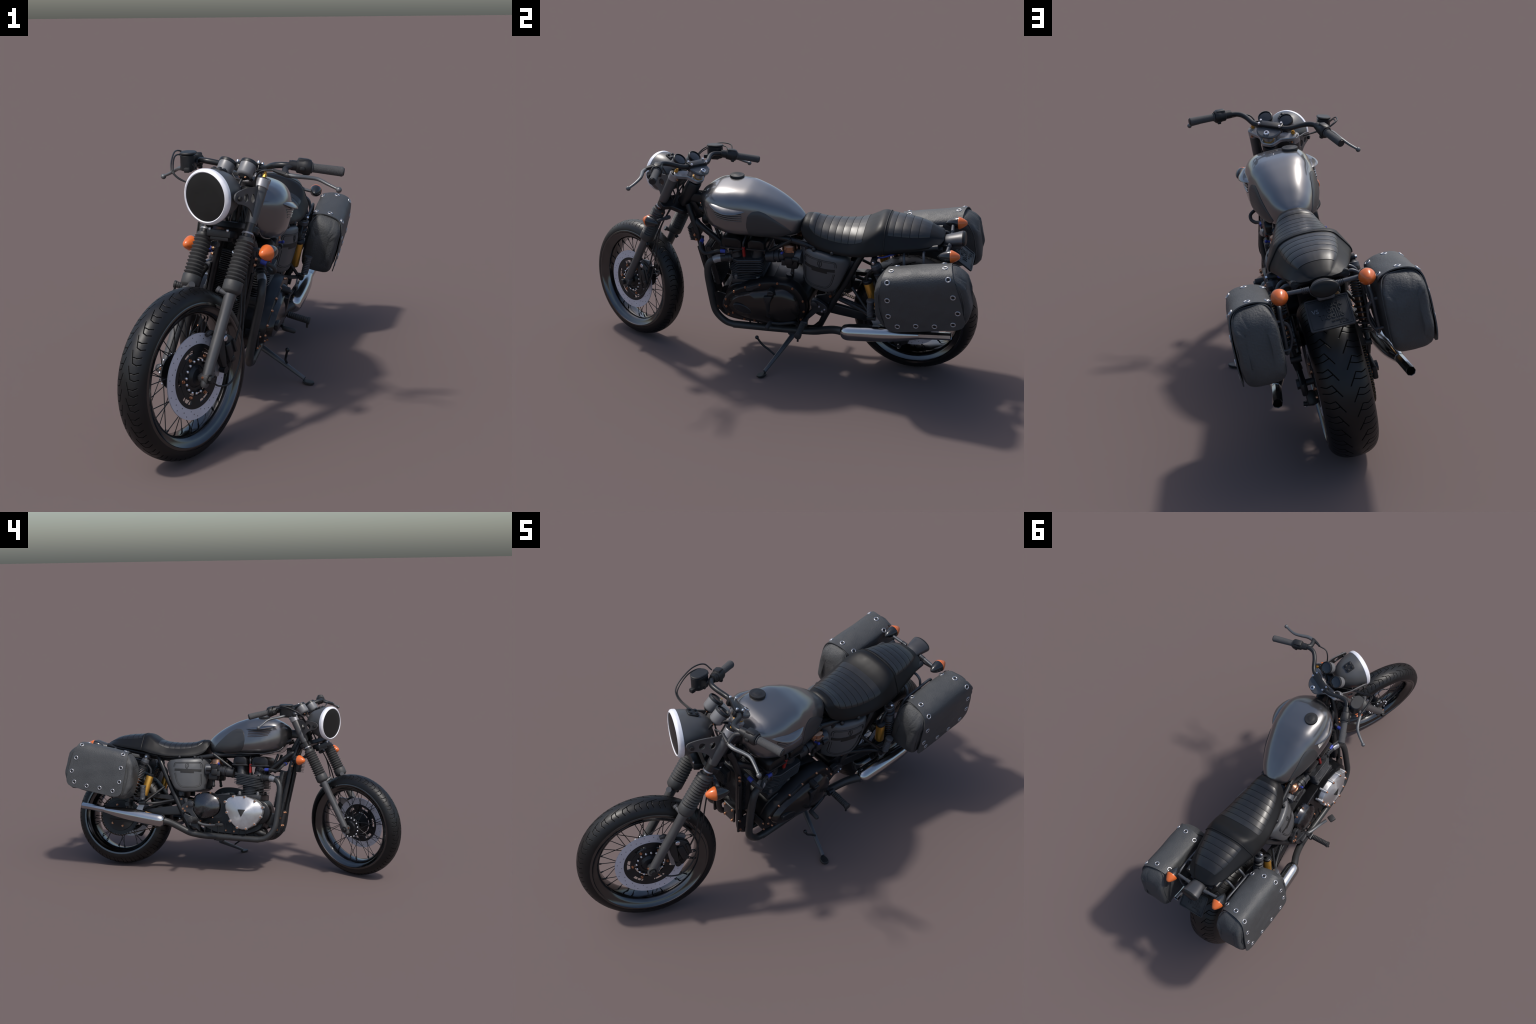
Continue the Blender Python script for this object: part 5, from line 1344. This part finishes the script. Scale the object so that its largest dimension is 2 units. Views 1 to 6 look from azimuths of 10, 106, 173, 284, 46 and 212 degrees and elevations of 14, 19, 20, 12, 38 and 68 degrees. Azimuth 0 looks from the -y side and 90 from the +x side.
# number plate with raised lettering
p0, p1 = vec((0, 0.872, 0.684)), vec((0, 0.9635, 0.6105))
yd = (p0 - p1) / np.linalg.norm(p0 - p1)
nz = np.cross(vec((-1, 0, 0)), yd)
nz = nz if nz[1] > 0 else -nz
PLM = Matrix(((-1, yd[0], nz[0], 0), (0, yd[1], nz[1], (p0[1] + p1[1]) / 2), (0, yd[2], nz[2], (p0[2] + p1[2]) / 2), (0, 0, 0, 1)))
hw, hh = 0.0755, np.linalg.norm(p0 - p1) / 2
num = part('number_plate', xf(PLM, flat_solid(roundpoly([(-hw, -hh), (hw, -hh), (hw, hh), (-hw, hh)], 0.010, 4), -0.004, 0.001, 0.001)), PLATE, ROOT)
def frame_band(w, h, t, z0, z1, r):
    o = roundpoly([(-w, -h), (w, -h), (w, h), (-w, h)], r, 4)
    i = inset(o, t)
    n = len(o)
    rr = [np.c_[o, np.full(n, z0)], np.c_[o, np.full(n, z1)], np.c_[i, np.full(n, z1)], np.c_[i, np.full(n, z0)]]
    f = [(a * n + j, a * n + (j + 1) % n, ((a + 1) % 4) * n + (j + 1) % n, ((a + 1) % 4) * n + j) for a in range(4) for j in range(n)]
    return np.concatenate(rr), f
part('plate_rim', xf(PLM, frame_band(hw - 0.0005, hh - 0.0005, 0.005, 0.0, 0.0035, 0.009)), PLATE, num)
part('plate_rim', xf(PLM, frame_band(hw - 0.0085, hh - 0.0085, 0.0022, 0.0, 0.0022, 0.006)), PLATE, num)
def letters(txt, size, x, y, m, ex=0.0009, rot=0):
    cu = bpy.data.curves.new('plate_text', 'FONT')
    cu.body = txt
    cu.size = size
    cu.extrude = ex
    cu.align_x = 'CENTER'
    cu.align_y = 'CENTER'
    cu.offset = size * 0.012
    ob = bpy.data.objects.new('plate_text', cu)
    bpy.context.scene.collection.objects.link(ob)
    me = bpy.data.meshes.new_from_object(ob.evaluated_get(bpy.context.evaluated_depsgraph_get()))
    bpy.data.objects.remove(ob)
    me.materials.clear()
    me.materials.append(m)
    return link('plate_text', me, PLM @ Matrix.Translation(Vector((x, y, 0.0016))) @ RZ(rot), num)
PTXT = mat('plate_letter_grey', (0.11, 0.12, 0.14), 0.5)
letters('VS', 0.022, -0.046, 0.012, PTXT, 0.0004)
letters('Rock', 0.030, 0.014, 0.030, PLATE, 0.0016)
letters('only', 0.031, 0.018, 0.010, PLATE, 0.0016, 3)
letters('Tloolie', 0.030, 0.004, -0.012, PLATE, 0.0016, 2)
letters('for-invest', 0.011, 0.022, -0.030, PLATE, 0.0014, 4)
letters('S & X', 0.012, 0.040, -0.039, PLATE, 0.0014, 2)

# luggage rack: hoops from the seat rail down behind each bag
for sg in (1, -1):
    g = []
    for y in (0.664, 0.752):
        z = 0.688 + (y - 0.664) * 0.19
        g.append(tube([(0.094, y, z), (0.118, y, z + 0.002), (0.140, y + 0.004, z - 0.014), (0.152, y + 0.008, z - 0.050), (0.158, y + 0.02, z - 0.11)], 0.0062, 10))
    hoop = [(0.158, 0.640, 0.600), (0.160, 0.640, 0.50), (0.162, 0.655, 0.475), (0.162, 0.80, 0.482), (0.163, 0.838, 0.505), (0.160, 0.850, 0.560), (0.158, 0.842, 0.640), (0.155, 0.825, 0.668), (0.158, 0.75, 0.660), (0.158, 0.655, 0.636), (0.158, 0.640, 0.60)]
    g.append(tube(hoop, 0.0068, 10))
    g.append(tube([(0.158, 0.842, 0.62), (0.140, 0.835, 0.60), (0.135, 0.828, 0.55), (0.148, 0.825, 0.51), (0.162, 0.835, 0.495)], 0.0058, 10))
    rk = part('luggage_rack', sided(cat(*g), sg), GREYTUBE, ROOT, angle=60)
    part('rack_pin', sided(cat(*[rod((0.150, y, z), (0.185, y, z), 0.0048) for y, z in ((0.845, 0.625), (0.848, 0.515), (0.642, 0.51))]), sg), GREYTUBE, rk)

# rear inner mudguard and under-seat tray
part('seat_tray', cat(box((0, 0.46, 0.662), (0.17, 0.30, 0.03), 0.008, RX(6)), box((0, 0.70, 0.704), (0.14, 0.22, 0.022), 0.006, RX(11))), BLACKM, ROOT)
part('wiring_loom', cat(tube([(0.10, 0.50, 0.655), (0.125, 0.56, 0.668), (0.10, 0.62, 0.680)], 0.005, 8)), BLUE, ROOT)

# ------------------------------------------------------------------ saddlebags
E1 = vec((math.cos(D(10.6)), math.sin(D(10.6))))         # along the bag (y, z)
E2 = vec((-E1[1], E1[0]))
BCEN = vec((0.766, 0.566))
def bagpt(x, a, b):
    q = BCEN + E1 * a + E2 * b
    return vec((x, q[0], q[1]))
# body: rounded box, stations along a
#        a      half-thickness  centre x  half-height  vertical shift
BAGT = [(-0.211, 0.034, 0.252, 0.082, -0.006), (-0.208, 0.050, 0.252, 0.109, -0.004), (-0.204, 0.060, 0.252, 0.122, -0.002), (-0.196, 0.067, 0.252, 0.130, -0.001), (-0.180, 0.072, 0.252, 0.135, -0.001), (-0.10, 0.076, 0.252, 0.137, -0.002), (0.0, 0.077, 0.252, 0.137, -0.002),
        (0.10, 0.076, 0.252, 0.137, -0.002), (0.160, 0.075, 0.252, 0.137, -0.002), (0.194, 0.073, 0.251, 0.134, -0.003), (0.206, 0.069, 0.251, 0.129, -0.004), (0.212, 0.061, 0.251, 0.119, -0.006), (0.216, 0.040, 0.251, 0.087, -0.010)]
ENDS = np.array([(-0.14, -0.10, -0.05, 0.0, 0.06, 0.10, 0.14), (0.172, 0.196, 0.204, 0.205, 0.196, 0.180, 0.150), (0.172, 0.202, 0.214, 0.219, 0.215, 0.198, 0.164)])
def bag_body():
    st = np.concatenate([np.linspace(-0.211, -0.165, 16), np.linspace(-0.155, 0.155, 32), np.linspace(0.163, 0.216, 18)])
    rr = []
    nseg = 72
    t = np.arange(nseg) * 2 * math.pi / nseg
    for a in st:
        hx, cx_, hh_, sh_ = [q[0] for q in smooth_table(BAGT, np.array([a]))]
        ce, se = np.cos(t), np.sin(t)
        px = np.sign(ce) * np.abs(ce) ** 0.46 * hx
        pb = np.sign(se) * np.abs(se) ** 0.46 * hh_ + sh_
        # soft leather: slack, seam pinch and wrinkles
        wr = 0.0016 * np.sin(a * 60 + pb * 45 + 1.5 * np.sin(pb * 30)) + 0.0012 * np.sin(pb * 95 + a * 33) + 0.0014 * np.sin(px * 80 + pb * 28)
        pinch = -0.0026 * np.exp(-((pb - 0.055 - 0.006 * np.sin(px * 60)) / 0.0035) ** 2)
        fold = 0.0 if abs(a) < 0.15 else (abs(a) - 0.15) / 0.06
        k = 1 + (wr + pinch) / 0.075
        # slumped leather: the ends bulge low down and fall back towards the top
        lim = np.interp(pb, ENDS[0], ENDS[1] / 0.208 if a < 0 else ENDS[2] / 0.214)
        # folds and stitched seams on the ends
        da = fold * (0.0030 * np.sin(pb * 52 + px * 40 + 2) + 0.0022 * np.sin(pb * 21 - px * 75) - 0.0045 * np.exp(-((pb - 0.052 - 0.05 * px) / 0.004) ** 2)
                     - 0.0040 * np.exp(-((px - 0.040 + 0.08 * pb) / 0.003) ** 2)) * np.sign(a)
        rr.append([bagpt(cx_ + x * k_, a * l_ + d_, b * (1 + (k_ - 1) * 0.5)) for x, b, k_, l_, d_ in zip(px, pb, k, lim, da)])
    return loft(rr)
BODY = bag_body()

# flap: cross-section over the top and down the outside; (x, b) at the middle of the bag
FLAPC = [(0.176, 0.106), (0.180, 0.122), (0.192, 0.132), (0.222, 0.142), (0.256, 0.1455), (0.290, 0.142), (0.316, 0.128), (0.330, 0.104), (0.3355, 0.070), (0.3375, 0.030), (0.3385, -0.030), (0.3370, -0.080), (0.3345, -0.115), (0.3335, -0.131)]
fc = spline(FLAPC, 6)
fs_ = np.concatenate([[0], np.cumsum(np.hypot(*np.diff(fc, axis=0).T))])
def flap_pt(s, a, off=0.0):
    x = np.interp(s, fs_, fc[:, 0])
    b = np.interp(s, fs_, fc[:, 1])
    e = 0.001
    tx = np.interp(s + e, fs_, fc[:, 0]) - np.interp(s - e, fs_, fc[:, 0])
    tb = np.interp(s + e, fs_, fc[:, 1]) - np.interp(s - e, fs_, fc[:, 1])
    l = math.hypot(tx, tb) or 1
    n = (tb / l, -tx / l)
    if n[0] * (x - 0.25) + n[1] * b < 0:
        n = (-n[0], -n[1])
    return bagpt(x + n[0] * off, a, b + n[1] * off)
A0, A1 = -0.182, 0.205
FLE = np.array([(0.0, 0.05, 0.10, 0.155, 0.20, 0.28, 0.42), (-0.128, -0.133, -0.139, -0.148, -0.157, -0.165, -0.169), (0.146, 0.150, 0.156, 0.165, 0.175, 0.185, 0.190)])
def flap():
    nu, nv = 64, 54
    P = np.zeros((nu, nv, 3))
    Q = np.zeros((nu, nv, 3))
    smax = fs_[-1]
    for j, v in enumerate(np.linspace(0, 1, nv)):
        s = smax * v
        r = 0.045                                  # rounded lower corners
        d = max(0.0, s - (smax - r))
        cut = r - math.sqrt(max(r * r - d * d, 0)) if d > 0 else 0.0
        d2 = max(0.0, 0.02 - s)
        cut += 0.02 - math.sqrt(max(0.0004 - d2 * d2, 0)) if d2 > 0 else 0.0
        # front edge slants: longer towards the top, rear a little shorter near the top
        f0 = np.interp(s, FLE[0], FLE[1]) + cut
        f1 = np.interp(s, FLE[0], FLE[2]) - cut
        for i, u in enumerate(np.linspace(0, 1, nu)):
            a = f0 + (f1 - f0) * u
            w = 0.0006 * math.sin(a * 38 + s * 20) + 0.0005 * math.sin(s * 70 - a * 25)
            droop = 0.0012 * (abs(2 * u - 1) ** 4)
            P[i, j] = flap_pt(s, a, w - droop - 0.0044)
            Q[i, j] = flap_pt(s, a, w - droop)
    return thick_grid(P, Q)
FLAP = flap()

EYE = mesh_of('eyelet', cat(ring([(-0.001, 0.0078), (0.0004, 0.0072), (0.0018, 0.0080), (0.0024, 0.0098), (0.0020, 0.0116), (0.0006, 0.0128), (-0.002, 0.0126)], (0, 0, 0), (0, 0, 1), 32)), EYEM, 60)
HOLE = mesh_of('eyelet_hole', lathe([(-0.001, 0.0080), (0.0007, 0.0080)], (0, 0, 0), (0, 0, 1), 20), COVERLINE, 40)
EYES = [(0.317, 0.886, 0.7145), (0.3355, 0.911, 0.6395), (0.3385, 0.935, 0.5615), (0.3345, 0.9185, 0.4915), (0.334, 0.8375, 0.476), (0.334, 0.7565, 0.461), (0.335, 0.6745, 0.4475),
        (0.3395, 0.6325, 0.505), (0.3365, 0.627, 0.5875), (0.320, 0.6235, 0.6655), (0.1915, 0.8545, 0.708), (0.2555, 0.864, 0.734), (0.257, 0.630, 0.690), (0.194, 0.647, 0.671)]
def on_flap(x, y, z):
    q = vec((y, z)) - BCEN
    a, b = q @ E1, q @ E2
    i = np.argmin(np.hypot(fc[:, 0] - x, fc[:, 1] - b))
    s = fs_[i]
    u = (a - A0) / (A1 - A0)
    w = 0.0006 * math.sin(a * 38 + s * 20) + 0.0005 * math.sin(s * 70 - a * 25) - 0.0012 * abs(2 * u - 1) ** 4
    p = flap_pt(s, a, w + 0.0004)
    n = flap_pt(s, a, 0.01) - flap_pt(s, a, 0.0)
    return p, n
for sg in (1, -1):
    bag = part('saddlebag', sided(BODY, sg), LEATHER2, ROOT, angle=60)
    part('bag_flap', sided(FLAP, sg), LEATHER, bag, angle=50)
    for e_ in EYES:
        p, n = on_flap(*e_)
        m = vec((sg, 1, 1))
        M = at(p * m, n * m)
        eo = repeat('eyelet', EYE, M, bag)
        repeat('eyelet_hole', HOLE, M, bag)
    # piping seam round the bag ends
    for a in (-0.184, 0.190):
        hx, cx_, hh_, sh_ = [q[0] for q in smooth_table(BAGT, np.array([a]))]
        t = np.linspace(0, 2 * math.pi, 60)
        bb = np.sign(np.sin(t)) * np.abs(np.sin(t)) ** 0.46 * (hh_ + 0.0005) + sh_
        lim = np.interp(bb, ENDS[0], ENDS[1] / 0.208 if a < 0 else ENDS[2] / 0.214)
        pts = [bagpt(cx_ + np.sign(math.cos(k)) * abs(math.cos(k)) ** 0.46 * (hx + 0.0005), a * l_, b_) for k, b_, l_ in zip(t, bb, lim)]
        part('bag_piping', sided(tube(pts, 0.0026, 6, smooth=False), sg), LEATHER2, bag, angle=60)

# ------------------------------------------------------------------ place everything
bpy.context.view_layer.update()
ROOT.matrix_world = ROOT_M
bpy.context.view_layer.update()
low = min((ob.matrix_world @ v.co).z for ob in WORLD if ob.type == 'MESH' and ob.name.split('.')[0] in ('tyre', 'stand_foot') for v in ob.data.vertices)
ROOT.location.z -= low
